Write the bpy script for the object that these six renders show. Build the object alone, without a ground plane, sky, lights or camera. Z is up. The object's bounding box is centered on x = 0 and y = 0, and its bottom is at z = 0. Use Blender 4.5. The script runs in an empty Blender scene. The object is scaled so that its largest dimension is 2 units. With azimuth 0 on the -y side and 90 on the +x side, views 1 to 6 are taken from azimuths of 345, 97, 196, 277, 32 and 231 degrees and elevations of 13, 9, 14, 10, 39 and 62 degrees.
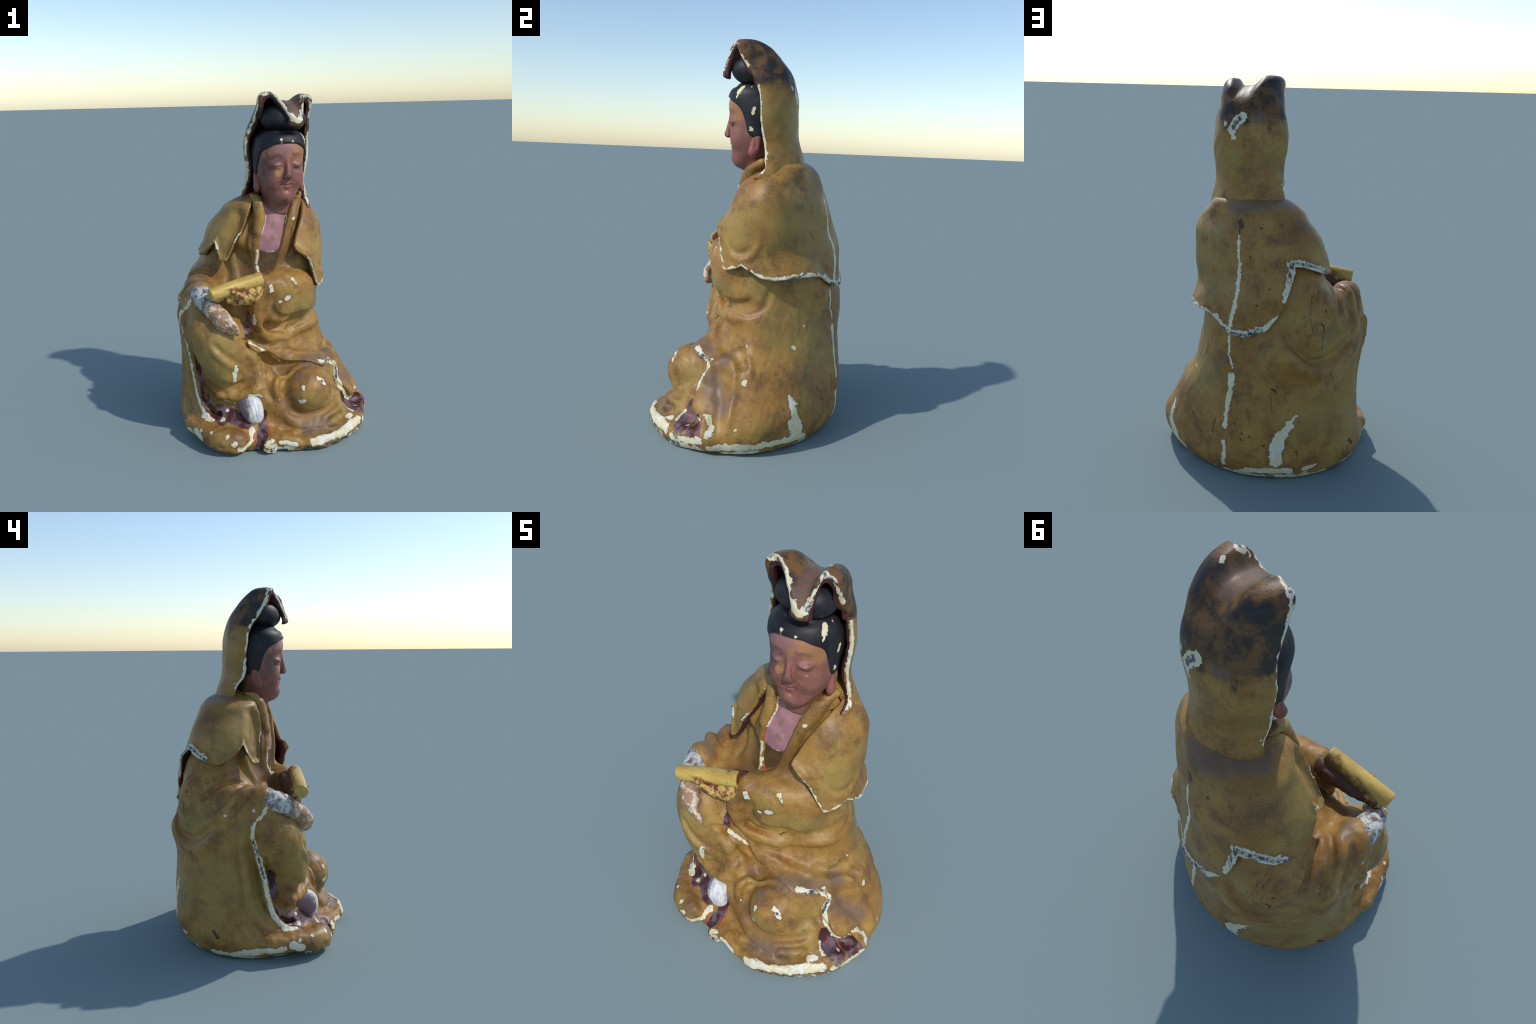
import bpy, math, time
import numpy as np

T0 = time.time()
QUALITY = 1.0          # voxel size multiplier
BIG = 9.0

# ----------------------------------------------------------------- curves
def catmull(points, n):
    """Smooth curve through control points (any dimension), n samples."""
    p = np.asarray(points, float)
    if len(p) < 3:
        t = np.linspace(0, 1, n)[:, None]
        return p[0] * (1 - t) + p[-1] * t
    d = np.r_[0, np.cumsum(np.linalg.norm(np.diff(p[:, :3], axis=0), axis=1) ** 0.5 + 1e-6)]
    m = np.zeros_like(p)
    for i in range(len(p)):
        a, b = max(i - 1, 0), min(i + 1, len(p) - 1)
        m[i] = (p[b] - p[a]) / (d[b] - d[a])
    t = np.linspace(0, d[-1], n)
    k = np.clip(np.searchsorted(d, t, side="right") - 1, 0, len(p) - 2)
    h = (d[k + 1] - d[k])
    s = ((t - d[k]) / h)[:, None]
    h = h[:, None]
    return ((2 * s**3 - 3 * s**2 + 1) * p[k] + (s**3 - 2 * s**2 + s) * h * m[k]
            + (-2 * s**3 + 3 * s**2) * p[k + 1] + (s**3 - s**2) * h * m[k + 1])


def curve1d(xs, ys, x):
    """Smooth monotone-ish interpolation of y(x)."""
    xs, ys = np.asarray(xs, float), np.asarray(ys, float)
    fine = np.linspace(xs[0], xs[-1], 600)
    m = np.gradient(ys, xs)
    k = np.clip(np.searchsorted(xs, fine, side="right") - 1, 0, len(xs) - 2)
    h = xs[k + 1] - xs[k]
    s = (fine - xs[k]) / h
    v = ((2*s**3 - 3*s**2 + 1) * ys[k] + (s**3 - 2*s**2 + s) * h * m[k]
         + (-2*s**3 + 3*s**2) * ys[k+1] + (s**3 - s**2) * h * m[k+1])
    return np.interp(x, fine, v)


def smin(a, b, k):
    if k <= 0:
        return np.minimum(a, b)
    h = np.maximum(k - np.abs(a - b), 0) / k
    return np.minimum(a, b) - h * h * k * 0.25


def smax(a, b, k):
    return -smin(-a, -b, k)


def smoothstep(a, b, x):
    t = np.clip((x - a) / (b - a), 0, 1)
    return t * t * (3 - 2 * t)


def wobble(x, y, z, scale, seed=0):
    """Cheap smooth pseudo noise in about -1..1 made of rotated sines."""
    rng = np.random.default_rng(100 + seed)
    v = 0.0
    for i in range(5):
        d = rng.normal(size=3)
        d /= np.linalg.norm(d)
        ph = rng.uniform(0, 6.28)
        fr = rng.uniform(0.6, 1.5) / scale * 6.28
        q = (x * d[0] + y * d[1] + z * d[2]) * fr
        d2 = rng.normal(size=3)
        d2 /= np.linalg.norm(d2)
        v = v + np.sin(q + ph + 1.3 * np.sin((x * d2[0] + y * d2[1] + z * d2[2]) * fr * 0.7))
    return v / 3.0


# ----------------------------------------------------------------- fields
class Field:
    """Distance-like field sampled on a box grid; negative inside."""

    def __init__(self, low, high, step):
        self.low = np.array(low, float)
        self.step = step * QUALITY
        self.n = np.ceil((np.array(high, float) - self.low) / self.step).astype(int) + 1
        self.axes = [(self.low[i] + np.arange(self.n[i]) * self.step).astype(np.float32) for i in range(3)]
        self.f = np.full(self.n, BIG, np.float32)

    def window(self, low=None, high=None):
        sl = []
        for i in range(3):
            a = 0 if low is None else int(np.clip(math.floor((low[i] - self.low[i]) / self.step), 0, self.n[i]))
            b = self.n[i] if high is None else int(np.clip(math.ceil((high[i] - self.low[i]) / self.step) + 1, 0, self.n[i]))
            sl.append(slice(a, max(a, b)))
        x, y, z = (self.axes[i][sl[i]] for i in range(3))
        return tuple(sl), (x[:, None, None], y[None, :, None], z[None, None, :])

    # --- distances
    def _chain(self, pts, rad, margin, n, squash=None):
        """distance to a smooth tube; returns window, distance, position 0..1 along it, and offset to nearest"""
        c = catmull(np.c_[np.asarray(pts, float), np.broadcast_to(rad, len(pts))], n)
        p, r = c[:, :3], c[:, 3]
        lo = (p - r[:, None]).min(0) - margin
        hi = (p + r[:, None]).max(0) + margin
        sl, (X, Y, Z) = self.window(lo, hi)
        shape = np.broadcast_shapes(X.shape, Y.shape, Z.shape)
        best = np.full(shape, BIG, np.float32)
        along = np.zeros(shape, np.float32)
        for i in range(len(p) - 1):
            a, b = p[i], p[i + 1]
            ba = b - a
            L = float(ba @ ba) + 1e-12
            # local sub window
            m = margin + max(r[i], r[i + 1])
            s2 = []
            for ax, arr in zip(range(3), (X.ravel(), Y.ravel(), Z.ravel())):
                l, h = min(a[ax], b[ax]) - m, max(a[ax], b[ax]) + m
                s2.append(slice(np.searchsorted(arr, l), np.searchsorted(arr, h)))
            x, y, z = X[s2[0]] - a[0], Y[:, s2[1]] - a[1], Z[:, :, s2[2]] - a[2]
            t = np.clip((x * ba[0] + y * ba[1] + z * ba[2]) / L, 0, 1)
            d = np.sqrt((x - t * ba[0])**2 + (y - t * ba[1])**2 + (z - t * ba[2])**2) - (r[i] + t * (r[i+1] - r[i]))
            s2 = tuple(s2)
            better = d < best[s2]
            best[s2] = np.where(better, d, best[s2])
            along[s2] = np.where(better, (i + t) / (len(p) - 1), along[s2])
        return sl, best, along, (X, Y, Z), p

    # --- add / cut
    def _join(self, sl, d, k, cut=False):
        if cut:
            self.f[sl] = smax(self.f[sl], -d, k)
        else:
            self.f[sl] = smin(self.f[sl], d, k)

    def tube(self, pts, rad, k=0.03, cut=False, n=None):
        n = n or 6 * len(pts)
        sl, d, *_ = self._chain(pts, rad, k + 0.03, n)
        self._join(sl, d, k, cut)

    def blob(self, c, r, k=0.03, cut=False, turn=(0, 0, 0), power=2.0):
        c, r = np.asarray(c, float), np.broadcast_to(np.asarray(r, float), 3)
        reach = np.full(3, r.max()) + k + 0.03
        sl, (X, Y, Z) = self.window(c - reach, c + reach)
        x, y, z = X - c[0], Y - c[1], Z - c[2]
        if any(turn):
            from mathutils import Euler
            m = np.array(Euler([math.radians(t) for t in turn]).to_matrix()).T
            x, y, z = (m[i, 0] * x + m[i, 1] * y + m[i, 2] * z for i in range(3))
        if power == 2.0:
            q = np.sqrt((x / r[0])**2 + (y / r[1])**2 + (z / r[2])**2)
            g = np.sqrt((x / r[0]**2)**2 + (y / r[1]**2)**2 + (z / r[2]**2)**2) + 1e-6
            d = q * (q - 1) / g
        else:
            q = (np.abs(x / r[0])**power + np.abs(y / r[1])**power + np.abs(z / r[2])**power)**(1 / power)
            d = (q - 1) * r.min()
        self._join(sl, d.astype(np.float32), k, cut)

    def solid(self, fn, k=0.03, cut=False, low=None, high=None):
        sl, (X, Y, Z) = self.window(low, high)
        self._join(sl, fn(X, Y, Z).astype(np.float32), k, cut)

    def sample(self, p):
        q = (np.asarray(p, float) - self.low) / self.step
        q = np.clip(q, 0, self.n - 1.001)
        i = q.astype(int)
        t = q - i
        v = 0
        for a in (0, 1):
            for b in (0, 1):
                for c in (0, 1):
                    w = np.abs(1 - a - t[:, 0]) * np.abs(1 - b - t[:, 1]) * np.abs(1 - c - t[:, 2])
                    v = v + w * self.f[i[:, 0] + a, i[:, 1] + b, i[:, 2] + c]
        return v

    def snap(self, pts, n, reach=0.07):
        """smooth curve through pts, laid onto the present surface"""
        p = self.snap_points(catmull(pts, n), reach)
        for _ in range(2):
            p[1:-1] = 0.5 * p[1:-1] + 0.25 * (p[:-2] + p[2:])
        return p

    def snap_points(self, p, reach=0.07):
        start = p.copy()
        e = 0.008
        for _ in range(8):
            f = self.sample(p)
            g = np.stack([self.sample(p + e * np.eye(3)[k]) - self.sample(p - e * np.eye(3)[k]) for k in range(3)], 1) / (2 * e)
            g2 = np.maximum((g * g).sum(1), 0.05)
            p = p - np.clip(f, -0.02, 0.02)[:, None] * g / g2[:, None]
        far = np.linalg.norm(p - start, axis=1) > reach
        p[far] = start[far]
        return p

    # --- relief
    def fold(self, pts, width, height, taper=0.25, n=None):
        """raise (height>0) or sink (height<0) a rounded ridge along a curve near the surface"""
        n = n or 6 * len(pts)
        pts = self.snap(pts, n)
        sl, d, s, *_ = self._chain(pts, 0.0, 2.4 * width, n)
        amp = smoothstep(0, taper, s) * smoothstep(0, taper, 1 - s) if taper else 1.0
        shape = np.exp(-(d / width)**2)
        if height < -0.018:                       # deep folds end in a crisp crease
            shape = 0.80 * shape + 0.40 * np.exp(-(d / (0.36 * width))**2)
        self.f[sl] -= (height * amp * shape).astype(np.float32)

    def ledge(self, pts, toward, height, width, sharp=0.008, taper=0.15, n=None):
        """an overlapping cloth edge: the surface steps up on the side that `toward` points to"""
        n = n or 6 * len(pts)
        pts = self.snap(pts, n)
        sl, d, s, (X, Y, Z), p = self._chain(pts, 0.0, 2.5 * width, n)
        tw = np.asarray(toward, float)
        tw = tw / np.linalg.norm(tw)
        cx = np.interp(s, np.linspace(0, 1, n), p[:, 0])
        cy = np.interp(s, np.linspace(0, 1, n), p[:, 1])
        cz = np.interp(s, np.linspace(0, 1, n), p[:, 2])
        side = (X - cx) * tw[0] + (Y - cy) * tw[1] + (Z - cz) * tw[2]
        amp = smoothstep(0, taper, s) * smoothstep(0, taper, 1 - s) if taper else 1.0
        self.f[sl] -= (height * amp * smoothstep(-sharp, sharp, side) * np.exp(-(d / width)**2)).astype(np.float32)

    def relief(self, fn):
        sl, (X, Y, Z) = self.window()
        self.f -= fn(X, Y, Z).astype(np.float32)

    def copy(self):
        c = Field.__new__(Field)
        c.__dict__.update(self.__dict__)
        c.f = self.f.copy()
        return c

    # --- surface
    def mesh(self, smooth=1):
        """naive surface nets"""
        f = self.f.copy()
        f[[0, -1]] = np.maximum(f[[0, -1]], 1e-3)
        f[:, [0, -1]] = np.maximum(f[:, [0, -1]], 1e-3)
        f[:, :, [0, -1]] = np.maximum(f[:, :, [0, -1]], 1e-3)
        ins = f < 0
        n = f.shape
        c = [slice(0, -1), slice(1, None)]
        cnt = sum(ins[c[i], c[j], c[k]].astype(np.int8) for i in (0, 1) for j in (0, 1) for k in (0, 1))
        active = (cnt > 0) & (cnt < 8)
        idx = np.argwhere(active)
        vid = np.full(active.shape, -1, np.int32)
        vid[active] = np.arange(len(idx))
        acc = np.zeros((len(idx), 3))
        w = np.zeros(len(idx))
        corner = {(i, j, k): f[idx[:, 0] + i, idx[:, 1] + j, idx[:, 2] + k].astype(float)
                  for i in (0, 1) for j in (0, 1) for k in (0, 1)}
        for ax in range(3):
            for a in (0, 1):
                for b in (0, 1):
                    p0 = [a, b]
                    p0.insert(ax, 0)
                    p1 = [a, b]
                    p1.insert(ax, 1)
                    f0, f1 = corner[tuple(p0)], corner[tuple(p1)]
                    cross = (f0 < 0) != (f1 < 0)
                    t = np.where(cross, f0 / np.where(cross, f0 - f1, 1), 0)
                    pt = np.tile(np.array(p0, float), (len(idx), 1))
                    pt[:, ax] = t
                    acc += pt * cross[:, None]
                    w += cross
        v = (idx + acc / w[:, None]) * self.step + self.low
        quads = []
        for ax in range(3):
            o = [(1, 2), (2, 0), (0, 1)][ax]
            s0 = [slice(1, -1)] * 3
            s1 = [slice(1, -1)] * 3
            s0[ax], s1[ax] = slice(0, n[ax] - 1), slice(1, n[ax])
            a, b = ins[tuple(s0)], ins[tuple(s1)]
            for flip, sel in ((False, a & ~b), (True, ~a & b)):
                e = np.argwhere(sel)
                if not len(e):
                    continue
                for i in range(3):
                    if i != ax:
                        e[:, i] += 1
                q = []
                for du, dv in ((0, 0), (1, 0), (1, 1), (0, 1)):
                    cc = e.copy()
                    cc[:, o[0]] -= 1 - du
                    cc[:, o[1]] -= 1 - dv
                    q.append(vid[cc[:, 0], cc[:, 1], cc[:, 2]])
                q = np.stack(q, 1)
                quads.append(q[:, ::-1] if flip else q)
        quads = np.concatenate(quads)
        # light relaxation toward the neighbours removes grid terracing
        for _ in range(smooth):
            s = np.zeros_like(v)
            m = np.zeros(len(v))
            for a, b in ((0, 1), (1, 2), (2, 3), (3, 0)):
                np.add.at(s, quads[:, a], v[quads[:, b]])
                np.add.at(s, quads[:, b], v[quads[:, a]])
                np.add.at(m, quads[:, a], 1)
                np.add.at(m, quads[:, b], 1)
            v = 0.5 * v + 0.5 * s / m[:, None]
        return v, quads


def polar_loft(rows, axis_blend=True):
    """Solid of stacked closed sections. rows: (z, cx, cy, radii...) with radii at
    equal angles counted from +x over +y. Returns a field function."""
    z = np.array([r[0] for r in rows])
    c = np.array([[r[1], r[2]] for r in rows])
    R = np.array([r[3:] for r in rows], float)
    k = R.shape[1]
    na = 360
    th = np.arange(na) / na * k
    i0 = th.astype(int)
    s = th - i0
    g = lambda o: R[:, (i0 + o) % k]
    Rf = 0.5 * ((2 * g(0)) + (-g(-1) + g(1)) * s + (2*g(-1) - 5*g(0) + 4*g(1) - g(2)) * s**2 + (-g(-1) + 3*g(0) - 3*g(1) + g(2)) * s**3)
    nz = 300
    zf = np.linspace(z[0], z[-1], nz)
    tab = np.stack([curve1d(z, Rf[:, j], zf) for j in range(na)], 1)
    cx, cy = curve1d(z, c[:, 0], zf), curve1d(z, c[:, 1], zf)
    dz = np.gradient(tab, zf, axis=0)
    da = (np.roll(tab, -1, 1) - np.roll(tab, 1, 1)) / (2 * 2 * math.pi / na)
    slope = np.sqrt(1 + np.clip(dz, -3, 3)**2 + (da / tab)**2)

    def fn(X, Y, Z):
        zi = np.clip((Z - z[0]) / (z[-1] - z[0]) * (nz - 1), 0, nz - 1.001)
        z0 = zi.astype(int)
        zt = zi - z0
        zc = np.clip(Z, z[0], z[-1])
        px, py = X - np.interp(zc, zf, cx), Y - np.interp(zc, zf, cy)
        rho = np.sqrt(px**2 + py**2)
        ang = np.arctan2(py, px) / (2 * math.pi) * na % na
        a0 = ang.astype(int) % na
        at = ang - np.floor(ang)
        a1 = (a0 + 1) % na
        z0b = np.broadcast_to(z0, rho.shape)
        z1b = z0b + 1
        r = ((tab[z0b, a0] * (1 - at) + tab[z0b, a1] * at) * (1 - zt)
             + (tab[z1b, a0] * (1 - at) + tab[z1b, a1] * at) * zt)
        sl = slope[z0b, a0]
        d = (rho - r) / sl
        return smax(smax(d, Z - z[-1], 0.02), z[0] - Z, 0.0)
    return fn
# ================================================================= shapes
# x: statue's left is +x, front is -y

# ---------- head ---------------------------------------------------------
def head_solid(F):
    F.blob((0.070, 0.040, 1.640), (0.143, 0.150, 0.150), k=0)           # skull
    F.blob((0.070, 0.010, 1.530), (0.140, 0.126, 0.150), k=0.05)        # cheeks and jaw
    F.blob((0.072, -0.055, 1.412), (0.062, 0.052, 0.050), k=0.06)       # chin
    F.blob((0.076, -0.028, 1.690), (0.122, 0.098, 0.080), k=0.06)       # brow


def build_head():
    F = Field((-0.13, -0.19, 1.30), (0.27, 0.21, 1.83), 0.0038)
    head_solid(F)
    # flatter face plane
    F.tube([(0.066, 0.045, 1.44), (0.06, 0.06, 1.30)], [0.085, 0.10], k=0.03)   # neck stub
    for sx, ex in ((-1, 0.018), (1, 0.142)):
        F.fold([(0.080 + sx * 0.020, -0.128, 1.628), (ex, -0.122, 1.632), (ex + sx * 0.05, -0.085, 1.615)], 0.017, -0.004, taper=0.3)
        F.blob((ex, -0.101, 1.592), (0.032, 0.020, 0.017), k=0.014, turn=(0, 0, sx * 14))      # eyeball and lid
        F.fold([(ex - sx * 0.034, -0.122, 1.588), (ex, -0.124, 1.581), (ex + sx * 0.040, -0.100, 1.590)], 0.0055, -0.007, taper=0.15)
        F.fold([(ex - sx * 0.030, -0.123, 1.562), (ex + sx * 0.025, -0.112, 1.562)], 0.012, -0.004, taper=0.4)
        F.fold([(0.080 + sx * 0.022, -0.130, 1.650), (ex, -0.126, 1.660), (ex + sx * 0.045, -0.095, 1.648)], 0.012, 0.0025, taper=0.35)
        F.blob((0.078 + sx * 0.062, -0.062, 1.515), (0.042, 0.040, 0.046), k=0.04)             # cheek
        F.blob((0.081 + sx * 0.015, -0.130, 1.526), (0.0115, 0.012, 0.010), k=0.008)            # nostril wing
        F.fold([(0.081 + sx * 0.030, -0.118, 1.520), (0.078 + sx * 0.040, -0.108, 1.485)], 0.008, -0.003, taper=0.4)
    F.tube([(0.079, -0.116, 1.630), (0.081, -0.127, 1.585), (0.082, -0.134, 1.545)], [0.009, 0.011, 0.0135], k=0.018)
    F.blob((0.082, -0.137, 1.533), (0.0135, 0.0135, 0.013), k=0.012)
    F.fold([(0.077, -0.122, 1.512), (0.076, -0.122, 1.496)], 0.006, -0.003, taper=0.2)
    F.tube([(0.043, -0.096, 1.483), (0.060, -0.107, 1.488), (0.075, -0.112, 1.487), (0.090, -0.107, 1.488), (0.107, -0.096, 1.483)], [0.004, 0.008, 0.0095, 0.008, 0.004], k=0.006)
    F.tube([(0.050, -0.096, 1.472), (0.075, -0.107, 1.468), (0.100, -0.096, 1.472)], [0.004, 0.0095, 0.004], k=0.006)
    F.fold([(0.034, -0.102, 1.484), (0.060, -0.119, 1.478), (0.075, -0.122, 1.479), (0.090, -0.119, 1.478), (0.116, -0.102, 1.485)], 0.0045, -0.007, taper=0.2)
    F.fold([(0.050, -0.105, 1.448), (0.075, -0.112, 1.446), (0.100, -0.105, 1.448)], 0.011, -0.006, taper=0.4)
    F.blob((0.074, -0.085, 1.418), (0.026, 0.020, 0.020), k=0.02)
    return F


def build_ear(sx):
    c = (-0.070, 0.012, 1.500) if sx < 0 else (0.203, 0.030, 1.485)
    F = Field(np.array(c) - (0.05, 0.06, 0.09), np.array(c) + (0.05, 0.06, 0.09), 0.0035)
    F.blob(c, (0.017, 0.028, 0.062), k=0, turn=(-12, 0, 0))
    F.blob((c[0] + sx * 0.004, c[1] - 0.016, c[2] - 0.040), (0.015, 0.019, 0.022), k=0.02)
    F.fold([(c[0] + sx * 0.02, c[1] - 0.008, c[2] + 0.04), (c[0] + sx * 0.02, c[1] + 0.004, c[2]), (c[0] + sx * 0.02, c[1] - 0.006, c[2] - 0.025)], 0.008, -0.007)
    return F


HAIR_Y = ([1.40, 1.500, 1.535, 1.563, 1.60, 1.64, 1.67, 1.695, 1.710, 1.722, 1.74], [0.09, 0.065, 0.016, -0.008, -0.020, -0.032, -0.046, -0.066, -0.092, -0.16, -0.25])


def build_hair():
    F = Field((-0.14, -0.17, 1.44), (0.28, 0.22, 1.86), 0.0042)
    head_solid(F)
    F.f -= 0.008
    F.blob((0.074, 0.004, 1.730), (0.138, 0.120, 0.062), k=0.04)
    F.blob((0.074, 0.05, 1.66), (0.150, 0.12, 0.13), k=0.03)
    sl, (X, Y, Z) = F.window()
    low = Z + 0.024 * smoothstep(0.05, 0.125, np.abs(X - 0.078))
    F.f = smax(F.f, (curve1d(*HAIR_Y, low) - Y) * 0.6, 0.006)
    F.f = smax(F.f, (1.515 - Z), 0.02)
    F.fold([(-0.03, -0.085, 1.792), (0.08, -0.11, 1.786), (0.19, -0.075, 1.790)], 0.012, -0.006)
    return F


def build_topknot():
    F = Field((-0.08, -0.16, 1.76), (0.25, 0.16, 2.0), 0.0045)
    F.blob((0.082, -0.004, 1.848), (0.124, 0.106, 0.066), k=0)
    F.blob((0.060, 0.005, 1.875), (0.085, 0.090, 0.060), k=0.05)
    F.blob((0.150, -0.012, 1.848), (0.066, 0.088, 0.060), k=0.05)
    return F


# ---------- hood ---------------------------------------------------------
HOOD_ROWS = [  # z, cx, cy, radii at 30 degree steps from +x over the back
    (1.290, 0.070, 0.100, 0.215, 0.189, 0.185, 0.173, 0.190, 0.221, 0.235, 0.220, 0.200, 0.200, 0.200, 0.210),
    (1.345, 0.070, 0.100, 0.208, 0.182, 0.175, 0.166, 0.180, 0.206, 0.215, 0.210, 0.200, 0.200, 0.200, 0.210),
    (1.410, 0.070, 0.100, 0.195, 0.172, 0.168, 0.166, 0.172, 0.196, 0.205, 0.200, 0.200, 0.200, 0.200, 0.200),
    (1.470, 0.070, 0.100, 0.180, 0.159, 0.146, 0.146, 0.148, 0.169, 0.190, 0.190, 0.190, 0.200, 0.190, 0.190),
    (1.560, 0.072, 0.090, 0.185, 0.162, 0.143, 0.138, 0.140, 0.162, 0.183, 0.190, 0.190, 0.200, 0.190, 0.190),
    (1.650, 0.072, 0.080, 0.198, 0.172, 0.150, 0.146, 0.146, 0.170, 0.195, 0.190, 0.190, 0.200, 0.190, 0.200),
    (1.730, 0.072, 0.070, 0.192, 0.172, 0.163, 0.160, 0.148, 0.170, 0.198, 0.190, 0.200, 0.200, 0.200, 0.190),
    (1.800, 0.080, 0.060, 0.182, 0.166, 0.160, 0.165, 0.153, 0.164, 0.186, 0.180, 0.200, 0.220, 0.240, 0.200),
    (1.870, 0.088, 0.040, 0.154, 0.149, 0.156, 0.160, 0.148, 0.152, 0.170, 0.185, 0.230, 0.240, 0.260, 0.185),
    (1.930, 0.092, 0.020, 0.152, 0.147, 0.148, 0.150, 0.133, 0.132, 0.152, 0.185, 0.230, 0.240, 0.260, 0.185),
    (2.040, 0.094, 0.010, 0.137, 0.129, 0.128, 0.120, 0.113, 0.119, 0.140, 0.185, 0.230, 0.240, 0.260, 0.185),
]
HOOD_EDGE_Z = ([1.28, 1.32, 1.356, 1.433, 1.548, 1.662, 1.74, 1.79, 1.84, 1.90, 1.96, 2.0],
               [-0.01, 0.03, 0.075, 0.085, 0.064, 0.056, 0.045, 0.030, -0.005, -0.048, -0.075, -0.085])


def hood_top(X, Y):
    """height of the folded crown: two lobes with a valley that runs down into the brim"""
    back = curve1d([-0.20, -0.15, -0.10, -0.06, 0.0, 0.05, 0.10, 0.15, 0.20, 0.25],
                   [1.94, 1.975, 1.997, 2.004, 2.004, 1.99, 1.955, 1.90, 1.815, 1.70], Y)
    fade = smoothstep(0.24, -0.02, Y)
    valley = curve1d([-0.20, -0.15, -0.10, -0.05, 0.0, 0.06, 0.12, 0.18], [0.172, 0.113, 0.078, 0.062, 0.05, 0.042, 0.028, 0.0], Y)
    xc = 0.103 + np.clip(-Y, 0, 1) * 0.21
    front = smoothstep(0.02, -0.08, Y)
    w = np.where(X < xc, 0.058 + 0.018 * front, 0.054 - 0.008 * front)
    return back - valley * np.exp(-np.abs((X - xc) / (w * 1.08))**3.4) - 0.016 * smoothstep(0.08, 0.2, X) * fade


def build_hood(inner=0.034):
    F = Field((-0.20, -0.20, 1.27), (0.34, 0.29, 2.05), 0.0052)
    side = polar_loft(HOOD_ROWS)
    sl, (X, Y, Z) = F.window()
    s = side(X, Y, Z)
    e = 0.004
    H = hood_top(X, Y)
    gx = (hood_top(X + e, Y) - hood_top(X - e, Y)) / (2 * e)
    gy = (hood_top(X, Y + e) - hood_top(X, Y - e)) / (2 * e)
    t = (Z - H) / np.sqrt(1 + gx**2 + gy**2)
    o = smax(s, t, 0.050)
    o = o - 0.002 * wobble(X, Y, Z, 0.14, 3)
    F.f = o.astype(np.float32)
    F.outer = F.copy()
    F.f = np.maximum(o, -(o + inner)).astype(np.float32)
    # front opening
    a = np.abs(X - 0.094)
    tongue = curve1d([-0.3, -0.06, -0.01, 0.04, 0.085, 0.115, 0.138, 0.158, 0.178, 0.198, 0.24, 0.4], [-0.05, -0.06, -0.075, -0.098, -0.136, -0.154, -0.160, -0.152, -0.122, -0.08, -0.06, -0.05], X)
    edge_z = curve1d(*HOOD_EDGE_Z, Z) + 0.035 * smoothstep(0.06, -0.06, X) * smoothstep(1.52, 1.42, Z)
    wside = np.maximum(smoothstep(0.08, 0.16, a), smoothstep(1.82, 1.75, Z))
    edge = tongue * (1 - wside) + edge_z * wside
    F.f = smax(F.f, (edge - Y + 0.003 * wobble(X, Y, Z, 0.06, 5)) * 0.9, 0.008).astype(np.float32)
    F.f = np.maximum(F.f, 1.315 - Z + 0.02 * smoothstep(0.1, -0.1, Y) )
    return F


# ---------- cape ---------------------------------------------------------
CAPE_ROWS = [
    (0.720, 0.000, 0.150, 0.325, 0.285, 0.275, 0.315, 0.340, 0.370, 0.385, 0.340, 0.300, 0.310, 0.340, 0.345),
    (0.800, 0.000, 0.150, 0.335, 0.318, 0.276, 0.312, 0.345, 0.375, 0.392, 0.340, 0.300, 0.310, 0.340, 0.355),
    (0.880, 0.000, 0.150, 0.342, 0.320, 0.274, 0.307, 0.345, 0.380, 0.395, 0.350, 0.300, 0.310, 0.340, 0.365),
    (0.960, 0.000, 0.150, 0.332, 0.278, 0.255, 0.292, 0.350, 0.390, 0.398, 0.360, 0.290, 0.300, 0.340, 0.364),
    (1.050, 0.000, 0.150, 0.344, 0.270, 0.239, 0.258, 0.322, 0.390, 0.376, 0.320, 0.265, 0.270, 0.340, 0.362),
    (1.150, 0.000, 0.150, 0.344, 0.264, 0.235, 0.246, 0.283, 0.339, 0.359, 0.290, 0.250, 0.245, 0.295, 0.354),
    (1.230, 0.000, 0.150, 0.340, 0.256, 0.225, 0.224, 0.255, 0.315, 0.326, 0.248, 0.240, 0.220, 0.265, 0.334),
    (1.300, 0.010, 0.140, 0.300, 0.225, 0.198, 0.212, 0.235, 0.272, 0.273, 0.220, 0.205, 0.185, 0.215, 0.275),
    (1.350, 0.030, 0.140, 0.235, 0.210, 0.180, 0.192, 0.212, 0.240, 0.257, 0.226, 0.170, 0.145, 0.165, 0.210),
    (1.395, 0.060, 0.130, 0.160, 0.165, 0.160, 0.150, 0.170, 0.180, 0.197, 0.166, 0.130, 0.110, 0.120, 0.140),
    (1.430, 0.065, 0.12, .08, .08, .08, .08, .08, .08, .08, .07, .07, .07, .07, .08),
]
# hem height by direction (degrees from +x over the back), about x=0 y=0.15
CAPE_HEM = ([-74, -68, -60, -55, -48, -43, -38, -32, -24, -16, -8, 4, 18, 30, 47, 62, 75, 84, 99, 116, 124, 131, 135, 139, 146, 154, 170, 176, 183, 192, 197, 201, 206, 213, 217, 221, 225, 230, 233, 237],
            [1.50, 1.10, 1.06, 1.03, .93, .862, .862, .868, .893, .872, .842, .83, .843, .848, .845, .82, .78, .765, .765, .81, .87, .965, 1.06, 1.115, 1.11, 1.09, 1.045, 1.045, 1.06, 1.11, 1.15, 1.09, 1.035, 1.04, 1.12, 1.18, 1.20, 1.29, 1.36, 1.5])


def cape_hem(X, Y):
    a = np.degrees(np.arctan2(Y - 0.15, X))
    a = np.where(a < -100, a + 360, a)
    return np.interp(a, *CAPE_HEM, left=1.6, right=1.6)


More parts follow.
